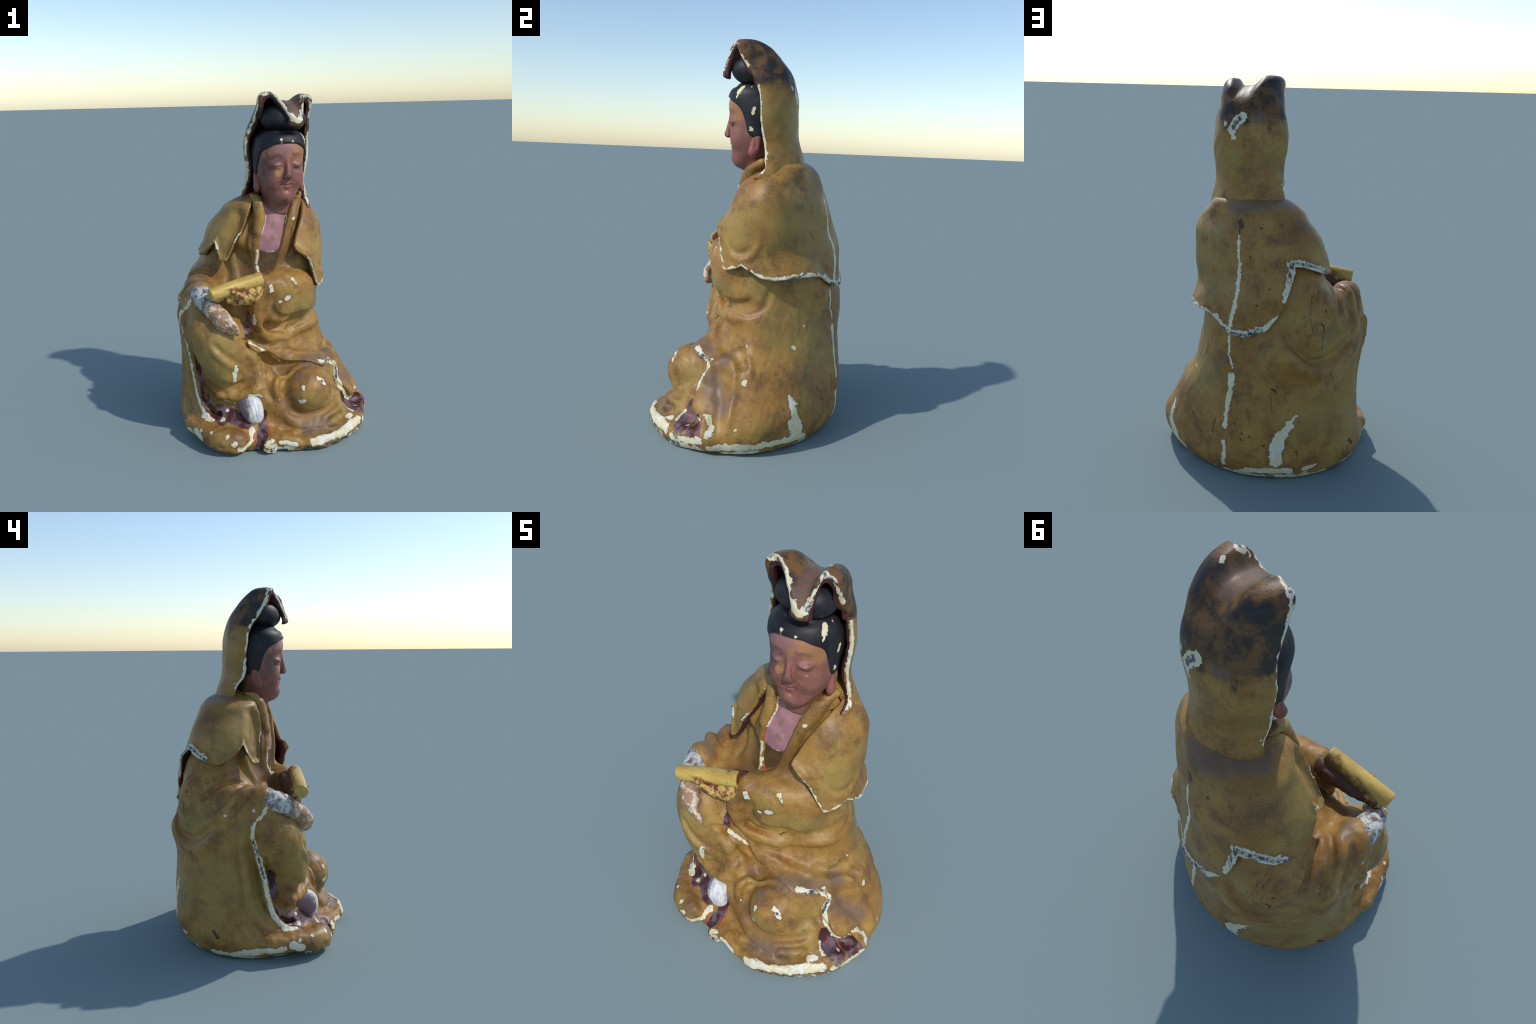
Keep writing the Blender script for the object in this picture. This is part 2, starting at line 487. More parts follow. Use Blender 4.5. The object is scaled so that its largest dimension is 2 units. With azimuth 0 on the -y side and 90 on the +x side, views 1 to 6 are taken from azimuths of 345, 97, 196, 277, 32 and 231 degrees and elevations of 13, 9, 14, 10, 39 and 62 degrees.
def build_cape():
    F = Field((-0.47, -0.26, 0.72), (0.42, 0.52, 1.46), 0.0055)
    sl, (X, Y, Z) = F.window()
    o = polar_loft(CAPE_ROWS)(X, Y, Z)
    F.f = o.astype(np.float32)
    cape_folds(F)
    o = F.f
    hem = cape_hem(X, Y)
    lip = np.exp(-((Z - hem - 0.004) / 0.024)**2) * smoothstep(1.3, 1.1, hem)
    o = o - 0.016 * lip * (1 + 0.5 * wobble(X, Y, Z, 0.10, 12))
    F.f = o.astype(np.float32)
    F.outer = F.copy()
    F.f = np.maximum(o, -(o + 0.036))
    F.f = smax(F.f, (hem - Z) * 0.55, 0.008)
    front = np.interp(Z, [0.98, 1.05, 1.10, 1.20, 1.28, 1.36], [0.06, 0.09, 0.105, 0.145, 0.185, 0.23])
    front = np.where(Y > 0.10, -1.0, np.where(X > 0, front, -1.0))
    F.f = smax(F.f, (front - X) * 0.8, 0.008).astype(np.float32)
    return F


def cape_folds(F):
    # three hanging folds on the right shoulder front
    F.fold([(-0.17, 0.02, 1.36), (-0.20, -0.01, 1.28), (-0.24, 0.0, 1.18), (-0.27, 0.02, 1.10)], 0.022, -0.022)
    F.fold([(-0.22, 0.04, 1.34), (-0.27, 0.03, 1.25), (-0.31, 0.05, 1.15)], 0.035, 0.014)
    F.fold([(-0.14, -0.02, 1.34), (-0.15, -0.04, 1.26), (-0.17, -0.03, 1.18)], 0.022, 0.012)
    # ring fold on the left upper arm
    F.fold([(0.27, -0.085, 0.97), (0.305, -0.04, 0.925), (0.345, 0.03, 0.93), (0.365, 0.08, 0.985), (0.365, 0.10, 1.06)], 0.016, 0.010)
    F.fold([(0.25, -0.07, 1.12), (0.262, -0.075, 1.02), (0.295, -0.04, 0.96), (0.33, 0.02, 0.965), (0.350, 0.06, 1.01)], 0.016, -0.010)


# ---------- robe ---------------------------------------------------------
ROBE_ROWS = [
    (-0.020, 0.000, 0.050, 0.500, 0.415, 0.370, 0.375, 0.405, 0.460, 0.500, 0.485, 0.445, 0.415, 0.485, 0.510),
    (0.035, 0.000, 0.050, 0.547, 0.462, 0.412, 0.419, 0.450, 0.507, 0.547, 0.532, 0.502, 0.472, 0.542, 0.557),
    (0.100, 0.000, 0.050, 0.567, 0.490, 0.436, 0.447, 0.478, 0.532, 0.570, 0.550, 0.470, 0.415, 0.465, 0.530),
    (0.180, 0.000, 0.050, 0.550, 0.502, 0.434, 0.450, 0.480, 0.530, 0.556, 0.500, 0.400, 0.345, 0.410, 0.500),
    (0.270, 0.000, 0.050, 0.490, 0.475, 0.430, 0.449, 0.478, 0.525, 0.546, 0.430, 0.320, 0.300, 0.370, 0.430),
    (0.380, 0.000, 0.050, 0.427, 0.432, 0.405, 0.433, 0.474, 0.518, 0.536, 0.360, 0.240, 0.245, 0.310, 0.370),
    (0.500, 0.000, 0.050, 0.352, 0.362, 0.385, 0.415, 0.470, 0.515, 0.533, 0.340, 0.220, 0.235, 0.200, 0.245),
    (0.620, 0.000, 0.050, 0.323, 0.339, 0.360, 0.405, 0.485, 0.505, 0.545, 0.360, 0.200, 0.190, 0.170, 0.240),
    (0.740, 0.000, 0.050, 0.310, 0.316, 0.349, 0.398, 0.468, 0.507, 0.550, 0.380, 0.200, 0.190, 0.210, 0.270),
    (0.830, 0.000, 0.060, 0.300, 0.304, 0.330, 0.365, 0.425, 0.505, 0.510, 0.380, 0.190, 0.190, 0.230, 0.275),
    (0.890, 0.000, 0.070, 0.280, 0.285, 0.310, 0.335, 0.395, 0.490, 0.410, 0.230, 0.170, 0.170, 0.220, 0.270),
    (0.950, 0.000, 0.090, 0.290, 0.285, 0.295, 0.305, 0.380, 0.440, 0.320, 0.200, 0.170, 0.160, 0.205, 0.265),
    (1.050, 0.000, 0.120, 0.310, 0.285, 0.265, 0.250, 0.310, 0.395, 0.310, 0.190, 0.185, 0.180, 0.220, 0.280),
    (1.150, 0, 0.13, .310, .275, .235, .230, .255, .295, .305, .240, .200, .190, .210, .275),
    (1.250, 0.02, 0.13, .265, .240, .210, .200, .215, .245, .250, .200, .175, .178, .175, .225),
    (1.330, 0.05, 0.12, .180, .175, .165, .155, .165, .185, .185, .155, .14, .14, .125, .155),
    (1.400, 0.06, 0.10, .09, .09, .09, .09, .09, .09, .09, .09, .085, .08, .08, .09),
]


ROBE_EDGE = [(-0.570, -0.025, 0.748), (-0.568, -0.030, 0.682), (-0.549, -0.056, 0.585), (-0.527, -0.082, 0.465), (-0.513, -0.101, 0.346), (-0.500, -0.133, 0.239), (-0.468, -0.187, 0.170), (-0.433, -0.241, 0.158)]
SLEEVE_HEM = [(-0.47, -0.125, 0.925), (-0.49, -0.100, 0.892), (-0.505, -0.100, 0.852), (-0.54, -0.065, 0.79), (-0.570, -0.025, 0.748)]
LAP_HEM = [(-0.18, -0.248, 0.742), (-0.175, -0.225, 0.66), (-0.161, -0.202, 0.608), (-0.104, -0.19, 0.53), (-0.007, -0.188, 0.458), (0.135, -0.209, 0.436), (0.227, -0.227, 0.430), (0.294, -0.207, 0.428), (0.350, -0.165, 0.430)]
FLAP_HEM = [(0.345, -0.170, 0.432), (0.375, -0.158, 0.375), (0.350, -0.195, 0.300), (0.385, -0.180, 0.225), (0.434, -0.145, 0.150), (0.50, -0.105, 0.160), (0.549, -0.081, 0.177)]
TROUSER_HEM = [(-0.353, -0.240, 0.262), (-0.300, -0.250, 0.240), (-0.259, -0.265, 0.246), (-0.223, -0.290, 0.282), (-0.180, -0.300, 0.292), (-0.141, -0.290, 0.290)]
COLLAR_R = [(-0.030, 0.0, 1.39), (-0.036, -0.012, 1.328), (-0.035, -0.030, 1.270), (-0.065, -0.046, 1.197), (-0.087, -0.067, 1.098), (-0.102, -0.070, 1.02), (-0.085, -0.065, 0.965), (-0.045, -0.05, 0.932)]
COLLAR_L = [(0.118, 0.0, 1.38), (0.112, -0.02, 1.340), (0.086, -0.045, 1.25), (0.060, -0.055, 1.160), (0.033, -0.060, 1.081), (0.005, -0.065, 1.0), (-0.039, -0.05, 0.932)]


def build_robe():
    F = Field((-0.63, -0.56, -0.012), (0.65, 0.54, 1.42), 0.0062)
    F.solid(polar_loft(ROBE_ROWS), k=0)
    # right arm in its sleeve
    F.tube([(-0.20, 0.14, 1.18), (-0.28, 0.16, 1.03), (-0.33, 0.17, 0.92)], [0.06, 0.062, 0.075], k=0.05)
    F.blob((-0.345, 0.265, 0.82), (0.115, 0.145, 0.17), k=0.06)
    F.tube([(-0.39, 0.13, 0.845), (-0.43, 0.02, 0.852), (-0.425, -0.075, 0.868)], [0.09, 0.085, 0.072], k=0.05)
    # left arm: forearm across the lap, with the sleeve hanging in loops under it
    F.tube([(0.21, 0.06, 1.05), (0.195, 0.0, 0.90), (0.13, -0.075, 0.875), (0.02, -0.135, 0.895), (-0.09, -0.165, 0.905)], [0.08, 0.09, 0.09, 0.085, 0.065], k=0.05)
    F.blob((0.11, -0.06, 0.79), (0.145, 0.12, 0.125), k=0.04)
    F.blob((-0.02, -0.13, 0.80), (0.13, 0.085, 0.15), k=0.04)
    F.tube([(-0.09, -0.195, 0.92), (-0.135, -0.205, 0.84), (-0.165, -0.21, 0.765)], [0.045, 0.045, 0.030], k=0.04)
    F.tube([(-0.135, -0.20, 0.80), (-0.135, -0.175, 0.68), (-0.10, -0.155, 0.60), (0.0, -0.140, 0.52), (0.12, -0.13, 0.475), (0.22, -0.10, 0.465)], [0.035, 0.04, 0.04, 0.035, 0.030, 0.022], k=0.05)
    # collar standing round the neck
    F.tube([(-0.085, 0.07, 1.43), (-0.068, 0.010, 1.375), (-0.066, -0.018, 1.30), (-0.088, -0.036, 1.21)], [0.022, 0.026, 0.026, 0.02], k=0.03)
    F.tube([(0.205, 0.07, 1.40), (0.170, 0.015, 1.36), (0.130, -0.020, 1.28), (0.100, -0.040, 1.18), (0.075, -0.055, 1.08)], [0.022, 0.026, 0.028, 0.022, 0.015], k=0.03)
    # raised right leg
    F.tube([(-0.415, -0.055, 0.76), (-0.385, -0.125, 0.66), (-0.35, -0.160, 0.54), (-0.325, -0.180, 0.44)], [0.108, 0.152, 0.143, 0.118], k=0.05)
    F.tube([(-0.36, -0.10, 0.40), (-0.33, -0.15, 0.33)], [0.11, 0.09], k=0.04)
    F.tube([(-0.19, -0.20, 0.50), (-0.16, -0.20, 0.42), (-0.078, -0.24, 0.32)], [0.045, 0.055, 0.078], k=0.05)
    # left leg folded flat: knee ball and thigh
    F.blob((0.138, -0.250, 0.285), (0.146, 0.160, 0.145), k=0.035)
    F.tube([(0.14, -0.16, 0.32), (0.25, -0.08, 0.32), (0.31, 0.06, 0.31)], [0.12, 0.11, 0.115], k=0.06)
    F.tube([(-0.10, -0.27, 0.24), (0.05, -0.30, 0.14), (0.20, -0.31, 0.13), (0.32, -0.24, 0.16)], [0.06, 0.07, 0.075, 0.065], k=0.06)
    # cloth piled on the ground in front
    F.tube([(-0.52, -0.13, 0.10), (-0.47, -0.245, 0.09), (-0.41, -0.335, 0.075), (-0.33, -0.37, 0.075), (-0.27, -0.355, 0.07)], [0.05, 0.055, 0.065, 0.07, 0.05], k=0.05)
    F.tube([(-0.12, -0.40, 0.06), (0.0, -0.43, 0.05), (0.15, -0.455, 0.05), (0.29, -0.39, 0.05), (0.43, -0.268, 0.05), (0.52, -0.11, 0.08)], [0.045, 0.045, 0.045, 0.05, 0.06, 0.055], k=0.05)
    F.tube([(-0.15, -0.36, 0.07), (-0.148, -0.425, 0.035)], [0.04, 0.032], k=0.03)
    # front border of the outer robe stands free beside the shin
    edge = np.array(ROBE_EDGE)
    F.tube(edge + (0.026, 0.006, 0), 0.022, k=0.02)
    hollow = edge + (0.054, 0.002, 0.02)
    F.tube(hollow[5:] + (0.0, 0.020, 0.0), [0.012, 0.016, 0.016], k=0.010, cut=True)
    F.tube(hollow[1:] + (-0.016, -0.022, 0.0), [0.003, 0.004, 0.005, 0.007, 0.014, 0.022, 0.026], k=0.008, cut=True)
    # hollows: beside the shin, between shin and lap, around the foot
    F.tube([(-0.43, -0.20, 0.285), (-0.37, -0.26, 0.258), (-0.29, -0.31, 0.235)], [0.025, 0.032, 0.035], k=0.015, cut=True)
    F.tube([(-0.215, -0.24, 0.82), (-0.205, -0.225, 0.70), (-0.20, -0.235, 0.61), (-0.19, -0.26, 0.55)], [0.035, 0.035, 0.026, 0.012], k=0.02, cut=True)
    F.tube([(-0.25, -0.38, 0.20), (-0.19, -0.42, 0.15), (-0.18, -0.47, 0.10)], [0.05, 0.05, 0.035], k=0.03, cut=True)
    F.tube([(-0.30, -0.335, 0.165), (-0.235, -0.40, 0.13), (-0.215, -0.47, 0.09)], [0.02, 0.03, 0.03], k=0.02, cut=True)
    F.tube([(-0.37, -0.21, 0.305), (-0.30, -0.23, 0.285), (-0.25, -0.255, 0.292), (-0.19, -0.275, 0.318), (-0.13, -0.26, 0.325)], 0.034, k=0.03)
    F.tube([(0.36, -0.31, 0.20), (0.41, -0.26, 0.18), (0.46, -0.20, 0.15), (0.51, -0.155, 0.14)], [0.03, 0.045, 0.042, 0.032], k=0.03, cut=True)
    F.tube([(-0.24, -0.21, 0.36), (-0.19, -0.23, 0.36), (-0.13, -0.23, 0.36)], 0.045, k=0.03)
    robe_folds(F)
    sl, (X, Y, Z) = F.window()
    F.f -= (0.006 * wobble(X, Y, Z, 0.055, 17) * smoothstep(0.13, 0.06, Z) * smoothstep(-0.28, -0.40, Y + 0.35 * np.clip(X - 0.2, 0, 1) * -1)).astype(np.float32)
    F.f -= 0.0015 * wobble(X, Y, Z, 0.07, 19).astype(np.float32)
    F.f = np.maximum(F.f, 0.006 - Z + 0.005 * wobble(X, Y, 0 * Z, 0.25, 9))
    return F


def robe_folds(F):
    # ---- right side: border band of the outer robe and the swirl of the elbow sleeve
    F.fold([(-0.54, 0.045, 0.82), (-0.559, 0.065, 0.77), (-0.559, 0.075, 0.65), (-0.549, 0.071, 0.50), (-0.549, 0.050, 0.345), (-0.551, 0.022, 0.249), (-0.551, -0.035, 0.184), (-0.522, -0.147, 0.154), (-0.48, -0.23, 0.145)], 0.020, -0.0232, taper=0.1)
    F.fold([(-0.56, 0.03, 0.74), (-0.555, 0.03, 0.60), (-0.54, 0.01, 0.45), (-0.535, -0.02, 0.30), (-0.53, -0.06, 0.22)], 0.028, 0.0116)
    F.fold([(-0.44, 0.34, 0.84), (-0.45, 0.33, 0.78), (-0.44, 0.34, 0.72)], 0.075, -0.018, taper=0)
    F.fold([(-0.235, 0.455, 0.88), (-0.245, 0.452, 0.80), (-0.290, 0.440, 0.722), (-0.360, 0.410, 0.658), (-0.435, 0.370, 0.645), (-0.487, 0.309, 0.665), (-0.522, 0.245, 0.710), (-0.535, 0.19, 0.78)], 0.016, -0.022, taper=0.15)
    F.fold([(-0.235, 0.46, 0.76), (-0.28, 0.44, 0.665), (-0.35, 0.41, 0.605), (-0.43, 0.37, 0.588), (-0.50, 0.30, 0.605), (-0.545, 0.21, 0.66), (-0.56, 0.15, 0.74)], 0.032, 0.048, taper=0.2)
    # ridges and grooves that fan out from the crook of the right arm
    F.fold([(-0.44, 0.29, 0.90), (-0.41, 0.21, 0.945), (-0.37, 0.12, 0.975), (-0.32, 0.04, 0.955), (-0.29, -0.03, 0.93)], 0.020, 0.012)
    F.fold([(-0.46, 0.28, 0.855), (-0.435, 0.21, 0.892), (-0.40, 0.14, 0.930), (-0.33, 0.06, 0.945), (-0.29, 0.0, 0.94)], 0.016, -0.042, taper=0.2)
    F.fold([(-0.47, 0.255, 0.83), (-0.445, 0.19, 0.885), (-0.40, 0.11, 0.930), (-0.34, 0.01, 0.932)], 0.018, 0.020)
    F.fold([(-0.50, 0.24, 0.74), (-0.50, 0.19, 0.80), (-0.485, 0.13, 0.862), (-0.44, 0.07, 0.90), (-0.36, -0.01, 0.92)], 0.015, -0.026)
    F.fold([(-0.535, 0.195, 0.735), (-0.525, 0.125, 0.835), (-0.46, 0.04, 0.90), (-0.38, -0.05, 0.922)], 0.020, 0.022)
    F.fold([(-0.55, 0.11, 0.785), (-0.525, 0.06, 0.845), (-0.50, 0.03, 0.872), (-0.44, -0.02, 0.897)], 0.015, -0.036, taper=0.2)
    F.fold([(-0.555, 0.05, 0.80), (-0.52, -0.01, 0.865), (-0.47, -0.06, 0.90), (-0.43, -0.10, 0.915)], 0.020, 0.018)
    F.fold([(-0.318, 0.03, 1.06), (-0.286, -0.002, 0.997), (-0.277, -0.070, 0.932)], 0.018, -0.0232)
    F.fold([(-0.25, 0.01, 1.08), (-0.235, -0.03, 1.0), (-0.23, -0.08, 0.93)], 0.020, 0.0145)
    F.ledge(SLEEVE_HEM, (0.3, 0.9, 0.3), 0.012, 0.05, sharp=0.006)
    # ---- chest: collars
    F.ledge(COLLAR_R, (-1, 0, -0.25), 0.017, 0.055, sharp=0.005, taper=0.04)
    F.ledge(COLLAR_L, (1, 0, -0.25), 0.018, 0.065, sharp=0.005, taper=0.04)
    F.fold([(-0.106, 0.009, 1.264), (-0.139, -0.008, 1.199), (-0.165, -0.029, 1.108), (-0.172, -0.055, 0.983)], 0.012, -0.0203)
    F.fold([(-0.075, -0.016, 1.231), (-0.115, -0.033, 1.149), (-0.137, -0.053, 1.023)], 0.010, -0.0087)
    F.fold([(0.179, -0.051, 1.268), (0.145, -0.084, 1.201), (0.115, -0.069, 1.110), (0.06, -0.09, 1.010)], 0.012, -0.0174)
    F.fold([(0.208, -0.059, 1.219), (0.16, -0.10, 1.136), (0.11, -0.10, 1.035)], 0.016, 0.0145)
    # ---- left sleeve loops
    F.fold([(-0.145, -0.19, 0.72), (-0.101, -0.18, 0.665), (0.030, -0.16, 0.640), (0.144, -0.146, 0.650), (0.240, -0.093, 0.670), (0.293, 0.003, 0.675), (0.297, 0.118, 0.70)], 0.024, -0.0504, taper=0.15)
    F.fold([(-0.14, -0.215, 0.80), (-0.117, -0.18, 0.64), (0.019, -0.155, 0.590), (0.146, -0.140, 0.595), (0.268, -0.063, 0.610), (0.308, 0.056, 0.640)], 0.022, 0.0312, taper=0.15)
    F.fold([(-0.15, -0.19, 0.70), (-0.13, -0.18, 0.60), (-0.04, -0.16, 0.545), (0.07, -0.155, 0.53), (0.18, -0.14, 0.515), (0.294, -0.098, 0.490), (0.385, 0.03, 0.42)], 0.020, -0.0480, taper=0.15)
    F.fold([(-0.02, -0.235, 0.91), (-0.055, -0.21, 0.80), (-0.02, -0.20, 0.735), (0.07, -0.18, 0.70), (0.16, -0.15, 0.71), (0.24, -0.08, 0.74)], 0.016, -0.0226)
    F.fold([(0.029, -0.20, 0.966), (0.072, -0.205, 0.92), (0.11, -0.195, 0.86)], 0.015, -0.0244)
    F.fold([(-0.07, -0.24, 0.89), (-0.095, -0.24, 0.83), (-0.10, -0.22, 0.74)], 0.016, -0.0209)
    F.fold([(0.295, 0.15, 0.80), (0.305, 0.125, 0.702), (0.308, 0.073, 0.655), (0.299, 0.008, 0.638), (0.275, -0.045, 0.645)], 0.016, -0.0226)
    F.fold([(0.10, -0.14, 0.655), (0.18, -0.10, 0.662), (0.24, -0.05, 0.675), (0.285, 0.02, 0.70), (0.30, 0.08, 0.74)], 0.022, -0.030)
    F.fold([(0.40, -0.06, 0.40), (0.43, -0.050, 0.32), (0.46, -0.045, 0.25)], 0.026, -0.026)
    F.fold([(0.20, -0.41, 0.125), (0.30, -0.37, 0.12), (0.36, -0.32, 0.125)], 0.032, -0.036)
    # ---- lap hem and what hangs under it
    F.ledge(LAP_HEM, (0.5, 0.1, 0.9), 0.026, 0.05, sharp=0.006)
    F.fold([(-0.15, -0.205, 0.53), (-0.115, -0.2, 0.495), (-0.034, -0.19, 0.435), (0.126, -0.22, 0.405)], 0.018, -0.0209)
    F.ledge(FLAP_HEM, (0.8, 0.55, 0.25), 0.022, 0.06, sharp=0.006)
    F.fold([(0.31, -0.20, 0.40), (0.325, -0.205, 0.30), (0.36, -0.215, 0.22), (0.41, -0.19, 0.14)], 0.022, -0.0313)
    F.fold([(0.345, -0.04, 0.49), (0.375, 0.005, 0.445), (0.405, 0.035, 0.415), (0.430, 0.048, 0.385)], 0.021, -0.048, taper=0.3)
    F.fold([(0.36, 0.05, 0.47), (0.40, 0.075, 0.42), (0.43, 0.08, 0.375), (0.445, 0.06, 0.345)], 0.018, 0.012)
    F.fold([(0.35, -0.05, 0.48), (0.42, -0.005, 0.40), (0.47, 0.005, 0.305), (0.535, 0.005, 0.175), (0.571, 0.0, 0.073)], 0.018, 0.010)
    F.fold([(0.35, -0.12, 0.45), (0.41, -0.085, 0.34), (0.47, -0.065, 0.26), (0.52, -0.055, 0.19), (0.555, -0.055, 0.10)], 0.030, -0.040)
    # ---- knee ball swirl and skirt
    F.fold([(-0.085, -0.333, 0.248), (-0.105, -0.29, 0.310), (-0.085, -0.24, 0.36), (-0.03, -0.23, 0.40), (0.05, -0.25, 0.44)], 0.018, -0.0300)
    F.fold([(-0.06, -0.345, 0.25), (-0.07, -0.31, 0.33), (-0.04, -0.28, 0.39), (0.03, -0.28, 0.44)], 0.016, 0.0244)
    F.fold([(-0.02, -0.33, 0.235), (-0.03, -0.32, 0.32), (0.0, -0.29, 0.40), (0.063, -0.275, 0.445), (0.139, -0.284, 0.455), (0.19, -0.326, 0.425)], 0.014, -0.0244)
    F.fold([(-0.021, -0.334, 0.225), (0.054, -0.368, 0.180), (0.149, -0.379, 0.175), (0.244, -0.350, 0.180), (0.321, -0.295, 0.200), (0.358, -0.244, 0.230)], 0.018, -0.0390, taper=0.15)
    F.fold([(-0.068, -0.346, 0.214), (0.0, -0.383, 0.145), (0.093, -0.41, 0.125), (0.199, -0.405, 0.125), (0.289, -0.354, 0.155), (0.336, -0.292, 0.189)], 0.020, 0.0244)
    F.fold([(-0.08, -0.38, 0.15), (0.0, -0.43, 0.10), (0.12, -0.455, 0.085), (0.25, -0.43, 0.09), (0.36, -0.35, 0.10)], 0.018, -0.0209)
    # ---- raised leg
    F.fold([(-0.432, -0.264, 0.648), (-0.374, -0.296, 0.583), (-0.290, -0.300, 0.515), (-0.240, -0.275, 0.492)], 0.016, -0.0174)
    F.fold([(-0.44, -0.26, 0.62), (-0.385, -0.29, 0.55), (-0.30, -0.30, 0.48), (-0.22, -0.27, 0.45)], 0.020, 0.0145)
    F.fold([(-0.463, -0.200, 0.475), (-0.398, -0.245, 0.404), (-0.319, -0.268, 0.360), (-0.235, -0.272, 0.365), (-0.17, -0.25, 0.38)], 0.020, -0.0275, taper=0.15)
    F.fold([(-0.42, -0.17, 0.40), (-0.38, -0.21, 0.33), (-0.33, -0.24, 0.29)], 0.016, -0.0203)
    F.fold([(-0.23, -0.25, 0.62), (-0.20, -0.24, 0.53), (-0.165, -0.24, 0.46)], 0.018, 0.0203)
    F.fold([(-0.14, -0.23, 0.46), (-0.125, -0.235, 0.43), (-0.12, -0.26, 0.38), (-0.13, -0.28, 0.33)], 0.018, -0.0232)


def build_chest(z0, z1, lift):
    """bare skin or undergarment that fills the V between the collars"""
    F = Field((-0.16, -0.16, z0 - 0.03), (0.18, 0.10, z1 + 0.02), 0.0042)
    sl, (X, Y, Z) = F.window()
    o = polar_loft(ROBE_ROWS)(X, Y, Z)
    cr = catmull(COLLAR_R, 60)
    cl = catmull(COLLAR_L, 60)
    xr = np.interp(Z, cr[::-1, 2], cr[::-1, 0]) - 0.012 + 0.03 * smoothstep(1.33, 1.38, Z)
    xl = np.interp(Z, cl[::-1, 2], cl[::-1, 0]) + 0.012 - 0.03 * smoothstep(1.33, 1.38, Z)
    f = np.maximum(o - lift, -(o + 0.03))
    f = np.maximum(f, np.maximum(xr - X, X - xl))
    bow = 0.35 * (X + 0.02)**2 / 0.06
    f = np.maximum(f, np.maximum(z0 + bow - Z, Z - z1))
    F.f = f.astype(np.float32)
    return F


# ---------- small parts --------------------------------------------------
def build_hand():
    F = Field((-0.56, -0.42, 0.60), (-0.22, -0.02, 0.98), 0.0042)
    F.tube([(-0.445, -0.09, 0.872), (-0.425, -0.17, 0.848), (-0.400, -0.225, 0.810)], [0.062, 0.058, 0.052], k=0)
    F.blob((-0.365, -0.268, 0.765), (0.052, 0.052, 0.062), k=0.03, turn=(0, 0, 30))
    for i, (dx, dy, dz) in enumerate([(-0.022, 0.020, -0.006), (-0.008, 0.004, -0.004), (0.008, -0.008, 0.002), (0.024, -0.014, 0.012)]):
        F.tube([(-0.365 + dx, -0.275 + dy, 0.765 + dz), (-0.328 + 0.9 * dx, -0.300 + dy, 0.722 + dz), (-0.290 + 0.5 * dx, -0.298 + 0.6 * dy, 0.684 + 0.5 * dz)], [0.026, 0.021, 0.011], k=0.010)
    for t in (-0.014, 0.002, 0.018):
        F.fold([(-0.372 + t, -0.325 + 0.5 * t, 0.775 + t), (-0.335 + t, -0.330 + 0.5 * t, 0.728 + t), (-0.300 + 0.6 * t, -0.318, 0.692 + 0.6 * t)], 0.006, -0.008)
    F.fold([(-0.42, -0.15, 0.885), (-0.405, -0.21, 0.86), (-0.37, -0.27, 0.83)], 0.010, -0.006)
    F.fold([(-0.47, -0.16, 0.86), (-0.45, -0.20, 0.83)], 0.012, -0.006)
    F.relief(lambda X, Y, Z: 0.003 * wobble(X, Y, Z, 0.035, 21) * smoothstep(-0.31, -0.19, Y))
    return F


def build_foot():
    F = Field((-0.33, -0.46, 0.08), (-0.10, -0.18, 0.34), 0.0042)
    F.blob((-0.208, -0.288, 0.222), (0.062, 0.070, 0.074), k=0)
    F.tube([(-0.235, -0.24, 0.25), (-0.205, -0.29, 0.21), (-0.19, -0.305, 0.175)], [0.050, 0.052, 0.045], k=0.03)
    for dx in (-0.022, 0.0, 0.02):
        F.fold([(-0.215 + dx, -0.33, 0.27), (-0.205 + dx, -0.355, 0.22), (-0.195 + dx, -0.35, 0.16)], 0.006, -0.005)
    return F


SCROLL_A, SCROLL_B = (-0.428, -0.274, 0.914), (-0.115, -0.212, 0.968)


def build_scroll():
    F = Field((-0.50, -0.36, 0.84), (-0.04, -0.14, 1.03), 0.0042)
    a, b = np.array(SCROLL_A), np.array(SCROLL_B)
    F.tube([a, (a + b) / 2, b], [0.037, 0.040, 0.041], k=0, n=12)
    sl, (X, Y, Z) = F.window()
    d = (b - a) / np.linalg.norm(b - a)
    t = (X - a[0]) * d[0] + (Y - a[1]) * d[1] + (Z - a[2]) * d[2]
    F.f = smax(F.f, np.maximum(-t, t - np.linalg.norm(b - a)), 0.008).astype(np.float32)
    return F


def build_grip():
    """broken remains of the hand that held the scroll"""
    F = Field((-0.42, -0.34, 0.78), (-0.06, -0.10, 1.0), 0.0042)
    F.tube([(-0.315, -0.25, 0.872), (-0.25, -0.228, 0.865), (-0.18, -0.218, 0.880), (-0.11, -0.200, 0.91)], [0.022, 0.040, 0.050, 0.046], k=0)
    F.blob((-0.22, -0.225, 0.890), (0.085, 0.042, 0.045), k=0.03)
    F.tube([(-0.385, -0.240, 0.885), (-0.30, -0.215, 0.895), (-0.20, -0.185, 0.915), (-0.12, -0.165, 0.93)], [0.026, 0.034, 0.040, 0.044], k=0.02)
    F.tube([(-0.30, -0.290, 0.925), (-0.255, -0.280, 0.895), (-0.215, -0.262, 0.865)], [0.010, 0.018, 0.022], k=0.012)
    F.blob((-0.185, -0.245, 0.875), (0.045, 0.030, 0.035), k=0.02)
    F.relief(lambda X, Y, Z: 0.004 * wobble(X, Y, Z, 0.045, 31))
    return F
